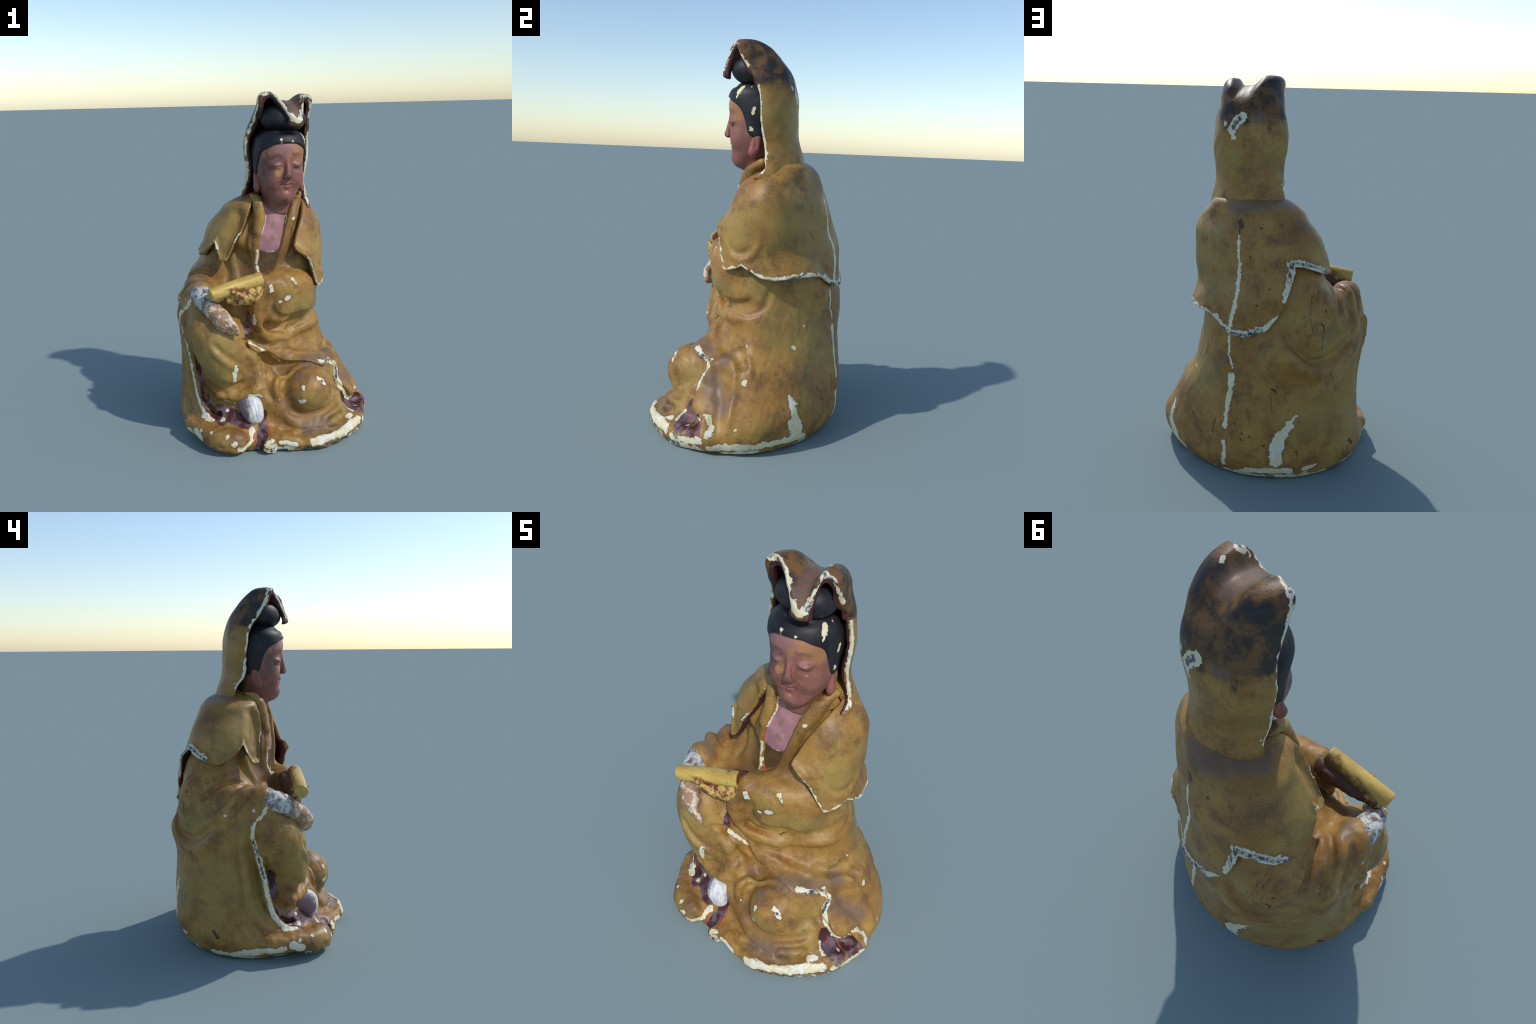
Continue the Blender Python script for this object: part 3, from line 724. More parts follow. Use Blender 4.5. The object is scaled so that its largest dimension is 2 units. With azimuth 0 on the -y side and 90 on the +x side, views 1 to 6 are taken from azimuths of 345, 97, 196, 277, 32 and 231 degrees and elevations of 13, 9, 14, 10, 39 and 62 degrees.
# ================================================================= materials
class Shade:
    """small helper that writes procedural node trees on object coordinates"""

    def __init__(self, name, rough=0.5):
        self.mat = bpy.data.materials.new(name)
        self.mat.use_nodes = True
        self.t = self.mat.node_tree
        self.bsdf = self.t.nodes["Principled BSDF"]
        self.P = self.t.nodes.new("ShaderNodeTexCoord").outputs["Object"]
        self.bsdf.inputs["Roughness"].default_value = rough
        self.bsdf.inputs["Specular IOR Level"].default_value = 0.36
        self._warps = {}

    def put(self, sock, v):
        if hasattr(v, "is_output"):
            self.t.links.new(v, sock)
        elif isinstance(v, (tuple, list, np.ndarray)):
            v = [float(c) for c in v]
            if len(v) == 3 and len(sock.default_value) == 4:
                v = v + [1.0]
            sock.default_value = v
        else:
            sock.default_value = v

    def math(self, op, a, b=0.0, clamp=False):
        n = self.t.nodes.new("ShaderNodeMath")
        n.operation, n.use_clamp = op, clamp
        self.put(n.inputs[0], a)
        self.put(n.inputs[1], b)
        return n.outputs[0]

    def vec(self, op, a, b=(0, 0, 0), out=0):
        n = self.t.nodes.new("ShaderNodeVectorMath")
        n.operation = op
        self.put(n.inputs[0], a)
        if op == "SCALE":
            self.put(n.inputs["Scale"], b)
        elif op != "LENGTH":
            self.put(n.inputs[1], b)
        return n.outputs["Value"] if op in ("DOT_PRODUCT", "LENGTH", "DISTANCE") else n.outputs[0]

    def noise(self, scale, detail=4.0, rough=0.55, shift=0.0, stretch=None, colour=False, at=None):
        p = at or self.P
        if stretch or shift:
            m = self.t.nodes.new("ShaderNodeMapping")
            self.put(m.inputs["Vector"], p)
            m.inputs["Location"].default_value = (shift, shift * 1.7, -shift)
            m.inputs["Scale"].default_value = stretch or (1, 1, 1)
            p = m.outputs[0]
        n = self.t.nodes.new("ShaderNodeTexNoise")
        self.put(n.inputs["Vector"], p)
        n.inputs["Scale"].default_value = scale
        n.inputs["Detail"].default_value = detail
        n.inputs["Roughness"].default_value = rough
        return n.outputs["Color" if colour else "Fac"]

    def step(self, v, a, b):
        n = self.t.nodes.new("ShaderNodeMapRange")
        n.interpolation_type = "SMOOTHSTEP"
        if a > b:                      # falling edge
            self.put(n.inputs["Value"], v)
            n.inputs["From Min"].default_value, n.inputs["From Max"].default_value = b, a
            n.inputs["To Min"].default_value, n.inputs["To Max"].default_value = 1, 0
        else:
            self.put(n.inputs["Value"], v)
            n.inputs["From Min"].default_value, n.inputs["From Max"].default_value = a, b
        return n.outputs[0]

    def mix(self, f, a, b):
        n = self.t.nodes.new("ShaderNodeMix")
        n.data_type = "RGBA"
        self.put(n.inputs["Factor"], f)
        self.put(n.inputs["A"], a)
        self.put(n.inputs["B"], b)
        return n.outputs["Result"]

    def split(self):
        n = self.t.nodes.new("ShaderNodeSeparateXYZ")
        self.put(n.inputs[0], self.P)
        return n.outputs

    def ragged(self, amount, scale=32.0, shift=0.0):
        """object coordinates shaken by noise, so that masks get torn borders"""
        key = (amount, scale, shift)
        if key not in self._warps:
            c = self.noise(scale, 5.0, 0.65, shift=shift, colour=True)
            c = self.vec("SUBTRACT", c, (0.5, 0.5, 0.5))
            self._warps[key] = self.vec("ADD", self.P, self.vec("SCALE", c, amount))
        return self._warps[key]

    def near(self, marks, p):
        """smallest distance/size to a list of marks; a mark is (size, point, point, ...)"""
        best = None
        for m in marks:
            size, pts = m[0], [np.array(q, float) for q in m[1:]]
            if len(pts) == 1:
                d = self.math("DIVIDE", self.vec("DISTANCE", p, pts[0]), size)
                best = d if best is None else self.math("MINIMUM", best, d)
            for a, b in zip(pts[:-1], pts[1:]):
                ba = b - a
                pa = self.vec("SUBTRACT", p, a)
                h = self.math("ADD", self.vec("DOT_PRODUCT", pa, ba / max(ba @ ba, 1e-9)), 0.0, clamp=True)
                d = self.vec("DISTANCE", pa, self.vec("SCALE", ba, h))
                d = self.math("DIVIDE", d, size)
                best = d if best is None else self.math("MINIMUM", best, d)
        return best

    def layer(self, base, marks, colour, ragged=0.02, scale=32.0, soft=0.12, strength=1.0, shift=0.0):
        if not marks:
            return base
        d = self.near(marks, self.ragged(ragged, scale, shift))
        f = self.step(d, 1.0 + soft, 1.0 - soft)
        if strength != 1.0:
            f = self.math("MULTIPLY", f, strength)
        return self.mix(f, base, colour)

    def finish(self, colour, bump=0.25, bump_scale=160.0, rough=None, extra=None):
        self.put(self.bsdf.inputs["Base Color"], colour)
        if rough is not None:
            self.put(self.bsdf.inputs["Roughness"], rough)
        if bump:
            n = self.t.nodes.new("ShaderNodeBump")
            n.inputs["Strength"].default_value = bump
            n.inputs["Distance"].default_value = 0.004
            h = self.math("ADD", self.noise(bump_scale, 3.0), self.noise(bump_scale * 0.25, 4.0, shift=3.3))
            if extra is not None:
                h = self.math("ADD", h, extra)
            self.put(n.inputs["Height"], h)
            self.t.links.new(n.outputs[0], self.bsdf.inputs["Normal"])
        return self.mat


OCHRE, OLIVE, TAN = (0.295, 0.142, 0.025), (0.31, 0.210, 0.052), (0.380, 0.212, 0.046)
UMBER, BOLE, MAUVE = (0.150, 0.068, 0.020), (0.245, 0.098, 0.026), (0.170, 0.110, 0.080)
CREAM, CHALK, SLATE = (0.70, 0.63, 0.40), (0.70, 0.68, 0.57), (0.050, 0.056, 0.075)
INK, LINING, VIOLET, RED = (0.030, 0.018, 0.018), (0.062, 0.016, 0.015), (0.155, 0.092, 0.108), (0.40, 0.045, 0.030)


def paint_cloth(S):
    c = S.mix(S.step(S.noise(5.5, 5.0, 0.6), 0.36, 0.64), OCHRE, TAN)
    c = S.mix(S.math("MULTIPLY", S.step(S.noise(3.2, 4.0, 0.6, shift=5.1), 0.48, 0.66), 0.75), c, OLIVE)
    c = S.mix(S.math("MULTIPLY", S.step(S.noise(9.0, 7.0, 0.70, shift=9.2), 0.44, 0.66), 0.90), c, UMBER)
    c = S.mix(S.math("MULTIPLY", S.step(S.noise(24.0, 6.0, 0.72, shift=2.7), 0.50, 0.66), 0.60), c, BOLE)
    c = S.mix(S.math("MULTIPLY", S.step(S.noise(70.0, 3.0, 0.6, shift=1.1), 0.63, 0.72), 0.75), c, (0.10, 0.055, 0.03))
    c = S.mix(S.math("MULTIPLY", S.step(S.noise(38.0, 4.0, 0.6, shift=7.7, stretch=(1.0, 1.0, 0.16)), 0.61, 0.71), 0.45), c, (0.13, 0.07, 0.03))
    c = S.mix(S.math("MULTIPLY", S.step(S.noise(150.0, 2.0, 0.5, shift=4.4), 0.45, 0.60), 0.16), c, (0.42, 0.31, 0.13))
    return c


def plaster(S):
    c = S.mix(S.step(S.noise(22.0, 4.0, shift=3.0), 0.42, 0.62), CREAM, CHALK)
    return S.mix(S.math("MULTIPLY", S.step(S.noise(60.0, 4.0, shift=6.0), 0.56, 0.68), 0.55), c, (0.42, 0.36, 0.22))


def close_marks(marks, pts):
    """those pieces of the marks that come near a part"""
    kept = []
    for m in marks:
        q = m[1:] if len(m) > 2 else (m[1], m[1])
        for a, b in zip(q[:-1], q[1:]):
            if chain_distance(pts, [a, b]).min() < 1.6 * m[0] + 0.03:
                kept.append((m[0], a, b) if len(m) > 2 else m)
    return kept


def cloth_material(name, chips=(), cores=(), ink=(), bole=(), grey=(), lining=(), red=(), soot=None, base_ring=False, recess_shade=(), olive=()):
    S = Shade(name, 0.48)
    c = paint_cloth(S)
    z = S.split()["Z"]
    if soot:
        lo, hi = soot
        zz = S.math("ADD", z, S.math("MULTIPLY", S.math("SUBTRACT", S.noise(11.0, 6.0, 0.7), 0.5), 0.30))
        m = S.step(zz, lo, hi)
        dark = S.mix(S.step(S.noise(16.0, 6.0, 0.7, shift=8.0), 0.38, 0.58), (0.040, 0.024, 0.016), (0.165, 0.080, 0.022))
        dark = S.mix(S.step(S.noise(7.0, 4.0, 0.6, shift=2.0), 0.52, 0.64), dark, (0.030, 0.026, 0.026))
        c = S.mix(m, c, dark)
    c = S.layer(c, olive, (0.335, 0.245, 0.070), 0.10, 9.0, 0.9, 0.50, shift=2.0)
    c = S.layer(c, recess_shade, UMBER, 0.05, 14.0, 0.8, 0.75, shift=1.0)  # umber painted into the hollows, standing in for occlusion shade
    c = S.layer(c, grey, MAUVE, 0.04, 14.0, 0.7, 0.70)
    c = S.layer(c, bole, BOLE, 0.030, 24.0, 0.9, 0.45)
    if lining:
        f = S.step(S.near(lining, S.ragged(0.045, 26.0)), 1.10, 0.90)
        inside = S.mix(S.step(S.noise(20.0, 4.0, shift=3.5), 0.42, 0.62), LINING, VIOLET)
        c = S.mix(f, c, inside)
    c = S.layer(c, red, RED, 0.02, 40.0, 0.2, 0.9)
    c = S.layer(c, ink, INK, 0.022, 60.0, 0.3, 0.85)
    white = plaster(S)
    if base_ring:
        worn = S.math("ADD", z, S.math("MULTIPLY", S.math("SUBTRACT", S.noise(9.0, 6.0, 0.6, shift=4.0), 0.5), 0.22))
        c = S.mix(S.step(worn, 0.022, 0.014), c, white)
        worn2 = S.math("ADD", z, S.math("MULTIPLY", S.math("SUBTRACT", S.noise(16.0, 5.0, 0.7, shift=6.6), 0.5), 0.10))
        c = S.mix(S.step(worn2, 0.006, -0.004), c, (0.055, 0.05, 0.055))
    if chips:
        d = S.near(chips, S.ragged(0.042, 34.0))
        d = S.math("MULTIPLY", d, S.math("ADD", 0.35, S.math("MULTIPLY", S.noise(17.0, 4.0, 0.6, shift=1.9), 1.25)))
        d = S.math("MULTIPLY", d, S.math("ADD", 0.60, S.math("MULTIPLY", S.noise(46.0, 4.0, 0.65, shift=3.9), 0.8)))
        c = S.mix(S.math("MULTIPLY", S.step(d, 1.9, 1.0), 0.35), c, UMBER)
        c = S.mix(S.step(d, 1.06, 0.94), c, white)
    if cores:
        d = S.near(cores, S.ragged(0.016, 60.0, 2.0))
        f = S.math("MULTIPLY", S.step(d, 1.3, 0.6), S.step(S.noise(55.0, 4.0, 0.7, shift=5.0), 0.36, 0.56))
        c = S.mix(f, c, SLATE)
    r = S.math("ADD", 0.32, S.math("MULTIPLY", S.noise(12.0, 3.0, shift=2.2), 0.26))
    return S.finish(c, 0.22, rough=r)




def skin_material(name, base, tones, rough=0.45):
    S = Shade(name, rough)
    c = S.mix(S.step(S.noise(14.0, 5.0, 0.6), 0.38, 0.62), base, tuple(0.72 * b for b in base))
    c = S.mix(S.math("MULTIPLY", S.step(S.noise(60.0, 4.0, 0.65, shift=4.0), 0.55, 0.72), 0.5), c, tuple(0.5 * b for b in base))
    for marks, colour, shake, soft, strength in tones:
        c = S.layer(c, marks, colour, shake, 45.0, soft, strength)
    return S.finish(c, 0.12, 180.0)


def lacquer_black(name, chips=()):
    S = Shade(name, 0.52)
    c = S.mix(S.step(S.noise(12.0, 5.0, 0.6), 0.40, 0.66), (0.0085, 0.009, 0.012), (0.022, 0.021, 0.025))
    c = S.mix(S.math("MULTIPLY", S.step(S.noise(42.0, 5.0, 0.7, shift=3.0), 0.66, 0.74), 0.6), c, (0.16, 0.14, 0.11))
    c = S.mix(S.math("MULTIPLY", S.step(S.noise(24.0, 4.0, 0.6, shift=8.0), 0.58, 0.70), 0.5), c, (0.05, 0.038, 0.038))
    c = S.layer(c, chips, CREAM, 0.030, 60.0, 0.15)
    return S.finish(c, 0.15, 150.0)


def lining_material(name):
    S = Shade(name, 0.7)
    c = S.mix(S.step(S.noise(18.0, 4.0), 0.4, 0.62), LINING, (0.045, 0.014, 0.016))
    c = S.mix(S.math("MULTIPLY", S.step(S.noise(40.0, 4.0, shift=3.0), 0.58, 0.70), 0.6), c, (0.17, 0.07, 0.06))
    return S.finish(c, 0.2)


def bamboo_material(name):
    S = Shade(name, 0.42)
    c = S.mix(S.step(S.noise(10.0, 4.0, 0.6, stretch=(0.4, 1.6, 1.6)), 0.38, 0.62), (0.58, 0.41, 0.10), (0.46, 0.30, 0.065))
    c = S.mix(S.math("MULTIPLY", S.step(S.noise(34.0, 5.0, 0.65, shift=5.0, stretch=(0.35, 1.3, 1.3)), 0.56, 0.68), 0.7), c, (0.22, 0.11, 0.03))
    y = S.split()["Y"]
    c = S.mix(S.math("MULTIPLY", S.step(S.math("ADD", y, S.math("MULTIPLY", S.noise(22.0, 4.0), 0.10)), -0.185, -0.150), 0.85), c, (0.10, 0.04, 0.02))
    c = S.layer(c, [(0.030, (-0.115, -0.212, 0.968))], (0.12, 0.05, 0.025), 0.03, 40.0, 0.3)
    c = S.layer(c, [(0.022, (-0.30, -0.30, 0.93), (-0.24, -0.28, 0.92)), (0.014, (-0.16, -0.25, 0.96))], (0.20, 0.06, 0.03), 0.045, 50.0, 0.25, 0.8)
    return S.finish(c, 0.2, 120.0)


def grip_material(name):
    S = Shade(name, 0.5)
    c = S.mix(S.step(S.noise(40.0, 5.0, 0.7), 0.46, 0.56), (0.50, 0.33, 0.085), (0.16, 0.05, 0.025))
    c = S.mix(S.math("MULTIPLY", S.step(S.noise(22.0, 4.0, shift=3.0), 0.56, 0.66), 0.8), c, (0.60, 0.42, 0.13))
    y = S.math("ADD", S.split()["Y"], S.math("MULTIPLY", S.math("SUBTRACT", S.noise(26.0, 4.0, shift=1.0), 0.5), 0.06))
    c = S.mix(S.step(y, -0.222, -0.205), c, (0.085, 0.038, 0.020))
    return S.finish(c, 0.35, 110.0)


def hand_material(name):
    S = Shade(name, 0.55)
    c = S.mix(S.step(S.noise(24.0, 5.0, 0.65), 0.42, 0.56), (0.20, 0.17, 0.15), (0.56, 0.54, 0.50))
    c = S.mix(S.step(S.noise(48.0, 5.0, 0.7, shift=4.0), 0.55, 0.62), c, (0.05, 0.055, 0.075))
    y = S.math("ADD", S.split()["Y"], S.math("MULTIPLY", S.math("SUBTRACT", S.noise(20.0, 4.0, shift=7.0), 0.5), 0.12))
    flesh = S.mix(S.step(S.noise(30.0, 5.0, 0.65, shift=2.0), 0.50, 0.58), (0.34, 0.20, 0.11), (0.62, 0.52, 0.40))
    c = S.mix(S.step(y, -0.225, -0.245), c, flesh)
    return S.finish(c, 0.3, 130.0)


def foot_material(name):
    S = Shade(name, 0.6)
    c = S.mix(S.step(S.noise(30.0, 4.0, 0.6, stretch=(1.6, 1, 0.5)), 0.40, 0.60), (0.74, 0.73, 0.68), (0.48, 0.50, 0.56))
    x = S.math("ADD", S.split()["X"], S.math("MULTIPLY", S.math("SUBTRACT", S.noise(20.0, 4.0, shift=7.0), 0.5), 0.08))
    c = S.mix(S.step(x, -0.225, -0.250), c, (0.24, 0.16, 0.18))
    return S.finish(c, 0.3, 90.0)
# ================================================================= assemble
def vertex_normals(v, q):
    n = np.zeros_like(v)
    d = np.cross(v[q[:, 2]] - v[q[:, 0]], v[q[:, 3]] - v[q[:, 1]])
    for k in range(4):
        np.add.at(n, q[:, k], d)
    return n / np.maximum(np.linalg.norm(n, axis=1, keepdims=True), 1e-12)


def add_mesh(name, v, faces, mat, parent, normals=None):
    me = bpy.data.meshes.new(name)
    me.from_pydata(v.tolist(), [], faces.tolist())
    me.polygons.foreach_set("use_smooth", np.ones(len(me.polygons), bool))
    me.materials.append(mat)
    if normals is not None:
        me.normals_split_custom_set_from_vertices(normals.tolist())
    o = bpy.data.objects.new(name, me)
    bpy.context.scene.collection.objects.link(o)
    o.parent = parent
    return o


def add_split(v, q, labels, names, mats, parents):
    """one smooth surface cut by region into objects whose borders coincide"""
    nrm = vertex_normals(v, q)
    made = []
    for k, (name, mat, par) in enumerate(zip(names, mats, parents)):
        sel = q[labels == k]
        if not len(sel):
            made.append(None)
            continue
        used = np.unique(sel)
        remap = np.zeros(len(v), int)
        remap[used] = np.arange(len(used))
        p = made[par] if isinstance(par, int) else par
        made.append(add_mesh(name, v[used], remap[sel], mat, p, nrm[used]))
    return made


def chain_distance(p, pts):
    best = np.full(len(p), BIG)
    for a, b in zip(pts[:-1], pts[1:]):
        a, b = np.array(a, float), np.array(b, float)
        t = np.clip((p - a) @ (b - a) / max((b - a) @ (b - a), 1e-12), 0, 1)
        best = np.minimum(best, np.linalg.norm(p - a - t[:, None] * (b - a), axis=1))
    return best


def relabel_smooth(q, labels, nv, rounds=6):
    """majority vote over neighbours so that region borders run smoothly"""
    k = labels.max() + 1
    for _ in range(rounds):
        acc = np.zeros((nv, k))
        for c in range(4):
            np.add.at(acc, (q[:, c], labels), 1)
        labels = acc[q].sum(1).argmax(1)
    return labels


root = bpy.data.objects.new("seated_figure_statue", None)
bpy.context.scene.collection.objects.link(root)
root["label"] = "worn painted wooden statue of a seated hooded robed woman"
root["category"] = "statue"


def cape_at(deg, z=None, out=0.0):
    """point on the cape's outside, by default on its hem"""
    a = math.radians(deg)
    if z is None:
        z = float(np.interp(deg, *CAPE_HEM)) + 0.004
    zs = [r[0] for r in CAPE_ROWS]
    radii = np.array([r[3:] for r in CAPE_ROWS])
    col = (deg % 360) / 30
    i, t = int(col) % 12, col - int(col)
    r = float(np.interp(z, zs, radii[:, i] * (1 - t) + radii[:, (i + 1) % 12] * t)) + out
    return (r * math.cos(a), 0.15 + r * math.sin(a), z)


def laid(marks, F, reach=0.06):
    """marks with every point put onto the surface"""
    out = []
    for m in marks:
        p = F.snap_points(np.array(m[1:], float), reach)
        out.append((m[0], *[tuple(x) for x in p]))
    return out


# ---- where the paint is chipped, stained, rubbed, or darkened as painted shade ------------------------
BACK_STREAK = [(0.004, (0.027, 0.358, 1.25), (0.025, 0.373, 1.22)), (0.009, (0.025, 0.373, 1.22), (0.016, 0.395, 1.148), (0.016, 0.42, 1.063)),
               (0.012, (0.016, 0.42, 1.063), (0.014, 0.445, 0.962), (0.024, 0.455, 0.89), (0.043, 0.458, 0.80))]
cape_chips = BACK_STREAK + [
    (0.010, *[cape_at(d) for d in (-57, -50, -43, -38)]), (0.008, *[cape_at(d) for d in (-38, -24, -10)]),
    (0.016, *[cape_at(d) for d in (-8, 4, 18, 30)]), (0.014, *[cape_at(d) for d in (30, 47, 62)]),
    (0.024, *[cape_at(d) for d in (62, 75, 84, 99, 112)]), (0.014, *[cape_at(d) for d in (112, 124)]),
    (0.022, *[cape_at(d) for d in (131, 136, 139)]), (0.026, *[cape_at(d) for d in (139, 146, 154, 163)]),
    (0.010, cape_at(196), cape_at(200)), (0.010, cape_at(219), cape_at(224)), (0.008, (-0.102, 0.02, 1.334), (-0.11, 0.0, 1.28))]
cape_cores = [(0.014, *[cape_at(d, out=-0.012) for d in (75, 84, 99, 112)]), (0.012, *[cape_at(d, out=-0.012) for d in (134, 139, 150, 165)]), (0.006, *[cape_at(d, out=-0.015) for d in (4, 18, 30)])]
cape_ink = [(0.014, (0.026, 0.350, 1.306), (0.016, 0.356, 1.289)), (0.005, (0.026, 0.352, 1.29), (0.026, 0.365, 1.25)), (0.006, (-0.045, 0.40, 1.15)), (0.007, (-0.08, 0.32, 1.27)),
            (0.005, (0.10, 0.42, 0.95)), (0.006, (-0.10, 0.43, 0.93)), (0.005, (-0.15, 0.41, 1.0))]
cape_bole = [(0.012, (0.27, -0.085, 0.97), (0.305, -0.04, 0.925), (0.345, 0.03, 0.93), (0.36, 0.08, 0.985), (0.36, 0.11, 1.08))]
cape_grey = [(0.05, (-0.06, 0.265, 1.39), (-0.02, 0.29, 1.385), (0.06, 0.30, 1.38)), (0.04, (-0.147, 0.152, 1.385), (-0.10, 0.22, 1.39))]

BRIM = [(-0.125, 0.018, 1.79), (-0.105, -0.02, 1.86), (-0.075, -0.05, 1.94), (-0.045, -0.065, 1.985), (-0.01, -0.075, 1.995), (0.03, -0.09, 1.965), (0.06, -0.11, 1.915),
        (0.10, -0.148, 1.858), (0.138, -0.160, 1.840), (0.162, -0.148, 1.858), (0.178, -0.10, 1.925), (0.19, -0.075, 1.975), (0.225, -0.07, 1.955), (0.245, -0.055, 1.90), (0.25, -0.02, 1.85)]
hood_chips = [(0.016, *BRIM[3:13]), (0.009, *BRIM[:4]), (0.009, *BRIM[12:]), (0.010, (0.262, 0.04, 1.76), (0.265, 0.052, 1.66), (0.255, 0.058, 1.55)), (0.013, (0.255, 0.058, 1.55), (0.258, 0.075, 1.43), (0.27, 0.072, 1.36), (0.23, 0.02, 1.32), (0.19, -0.015, 1.295)),
              (0.008, (-0.122, 0.04, 1.74), (-0.122, 0.055, 1.65)), (0.011, (-0.118, 0.055, 1.60), (-0.112, 0.07, 1.50), (-0.13, 0.10, 1.44)), (0.018, (-0.105, 0.035, 1.785)),
              (0.022, (0.080, 0.203, 1.800), (0.108, 0.210, 1.768), (0.119, 0.216, 1.740)), (0.010, (0.119, 0.216, 1.74), (0.112, 0.221, 1.701)), (0.012, (0.150, 0.19, 1.757)), (0.006, (-0.124, 0.128, 1.472)), (0.008, (0.17, 0.0, 1.99), (0.185, -0.01, 1.985))]
hood_cores = [(0.012, (0.084, 0.205, 1.795), (0.108, 0.211, 1.768), (0.116, 0.216, 1.748)), (0.008, *BRIM[3:6]), (0.008, *BRIM[9:13])]
hood_grey = [(0.045, (0.11, 0.02, 1.95), (0.125, -0.06, 1.92), (0.135, -0.12, 1.87)), (0.02, (0.01, 0.19, 1.80), (-0.03, 0.18, 1.80))]

robe_chips = [
    # bands and triangles on the back
    (0.007, (0.054, 0.440, 0.745), (0.055, 0.456, 0.650), (0.032, 0.470, 0.587)), (0.020, (0.035, 0.474, 0.547), (0.033, 0.478, 0.508)), (0.012, (0.033, 0.478, 0.508), (0.044, 0.483, 0.441), (0.050, 0.488, 0.359), (0.052, 0.492, 0.285)),
    (0.010, (0.056, 0.492, 0.199), (0.053, 0.494, 0.132), (0.062, 0.478, 0.069)),
    (0.008, (-0.304, 0.430, 0.370), (-0.280, 0.446, 0.335)), (0.020, (-0.275, 0.448, 0.322), (-0.248, 0.463, 0.272)), (0.032, (-0.241, 0.465, 0.262), (-0.215, 0.477, 0.200), (-0.215, 0.479, 0.130)),
    (0.020, (-0.05, 0.485, 0.045), (-0.12, 0.485, 0.06), (-0.21, 0.470, 0.065), (-0.28, 0.444, 0.06)), (0.012, (-0.344, 0.411, 0.07), (-0.395, 0.377, 0.085)),
    (0.020, (0.411, 0.301, 0.081), (0.335, 0.345, 0.045)),
    (0.011, (0.405, 0.268, 0.275), (0.408, 0.278, 0.235)), (0.020, (0.408, 0.278, 0.235), (0.413, 0.288, 0.19)), (0.034, (0.415, 0.290, 0.165), (0.40, 0.315, 0.10)),
    (0.020, (0.564, -0.080, 0.035), (0.564, 0.042, 0.055), (0.519, 0.173, 0.060), (0.453, 0.258, 0.06), (0.378, 0.329, 0.05)),
    (0.012, (0.296, 0.275, 0.493)), (0.013, (0.445, 0.056, 0.34)), (0.008, (0.562, 0.040, 0.138)), (0.007, (0.241, 0.318, 0.591)), (0.006, (0.352, 0.046, 0.496)),
    # right side
    (0.022, (-0.50, 0.19, 0.03), (-0.553, 0.030, 0.045), (-0.565, -0.101, 0.065), (-0.555, -0.187, 0.075)), (0.024, (-0.535, -0.24, 0.10), (-0.53, -0.29, 0.07)),
    (0.009, (-0.530, 0.128, 0.805)), (0.006, (-0.508, 0.186, 0.840)), (0.008, (-0.534, -0.034, 0.836)), (0.013, (-0.385, -0.41, 0.128)), (0.009, (-0.46, -0.34, 0.13)), (0.014, (-0.375, -0.27, 0.17)), (0.010, (-0.345, -0.24, 0.205)),
    (0.018, (-0.346, -0.455, 0.09)), (0.014, (-0.32, -0.450, 0.05), (-0.285, -0.44, 0.045), (-0.250, -0.41, 0.075), (-0.225, -0.35, 0.12)), (0.012, (-0.514, -0.280, 0.125)),
    (0.010, *ROBE_EDGE[:3]), (0.013, *ROBE_EDGE[2:7]), (0.017, *ROBE_EDGE[6:]), (0.010, *SLEEVE_HEM),
    # front
    (0.011, (-0.286, -0.307, 0.492), (-0.305, -0.301, 0.455), (-0.305, -0.28, 0.40)), (0.016, (-0.300, -0.275, 0.385)), (0.013, (0.075, -0.390, 0.351)), (0.012, (0.068, -0.379, 0.265), (0.085, -0.385, 0.27)),
    (0.010, (0.180, -0.372, 0.395), (0.200, -0.37, 0.372), (0.205, -0.365, 0.35)), (0.007, (-0.047, -0.325, 0.262)), (0.013, (-0.062, -0.242, 0.922), (-0.06, -0.238, 0.90)), (0.011, (0.085, -0.185, 0.94), (0.10, -0.185, 0.915)), (0.014, (0.052, -0.21, 0.838), (0.035, -0.21, 0.835)), (0.010, (-0.002, -0.218, 0.822)),
    (0.009, (0.131, -0.055, 1.272)), (0.011, (-0.18, -0.248, 0.75), (-0.175, -0.235, 0.70)), (0.009, *LAP_HEM[2:5]), (0.012, *LAP_HEM[6:]), (0.015, *FLAP_HEM), (0.009, *TROUSER_HEM), (0.012, (-0.22, -0.30, 0.30), (-0.165, -0.30, 0.30)),
    (0.009, *COLLAR_R[1:4]), (0.008, *COLLAR_R[4:6]), (0.011, (-0.102, -0.075, 1.0), (-0.09, -0.075, 0.955)), (0.005, *COLLAR_L[1:3]), (0.009, (-0.02, -0.07, 1.075), (0.01, -0.068, 1.075)),
    # broken front lip
    (0.012, (-0.087, -0.456, 0.069), (0.002, -0.477, 0.050)), (0.022, (0.10, -0.490, 0.060), (0.20, -0.48, 0.065), (0.29, -0.450, 0.075)), (0.026, (0.29, -0.45, 0.065), (0.37, -0.39, 0.08), (0.44, -0.33, 0.07)), (0.014, (0.40, -0.33, 0.12), (0.36, -0.35, 0.12)),
    (0.008, (0.42, -0.19, 0.16), (0.47, -0.22, 0.10), (0.49, -0.25, 0.06)), (0.009, (0.38, -0.25, 0.15), (0.42, -0.28, 0.09)),
    (0.018, (0.47, -0.28, 0.05), (0.53, -0.20, 0.06), (0.56, -0.13, 0.08)), (0.016, (0.565, -0.10, 0.10), (0.565, -0.08, 0.16)), (0.012, (-0.165, -0.44, 0.05), (-0.13, -0.44, 0.08))]
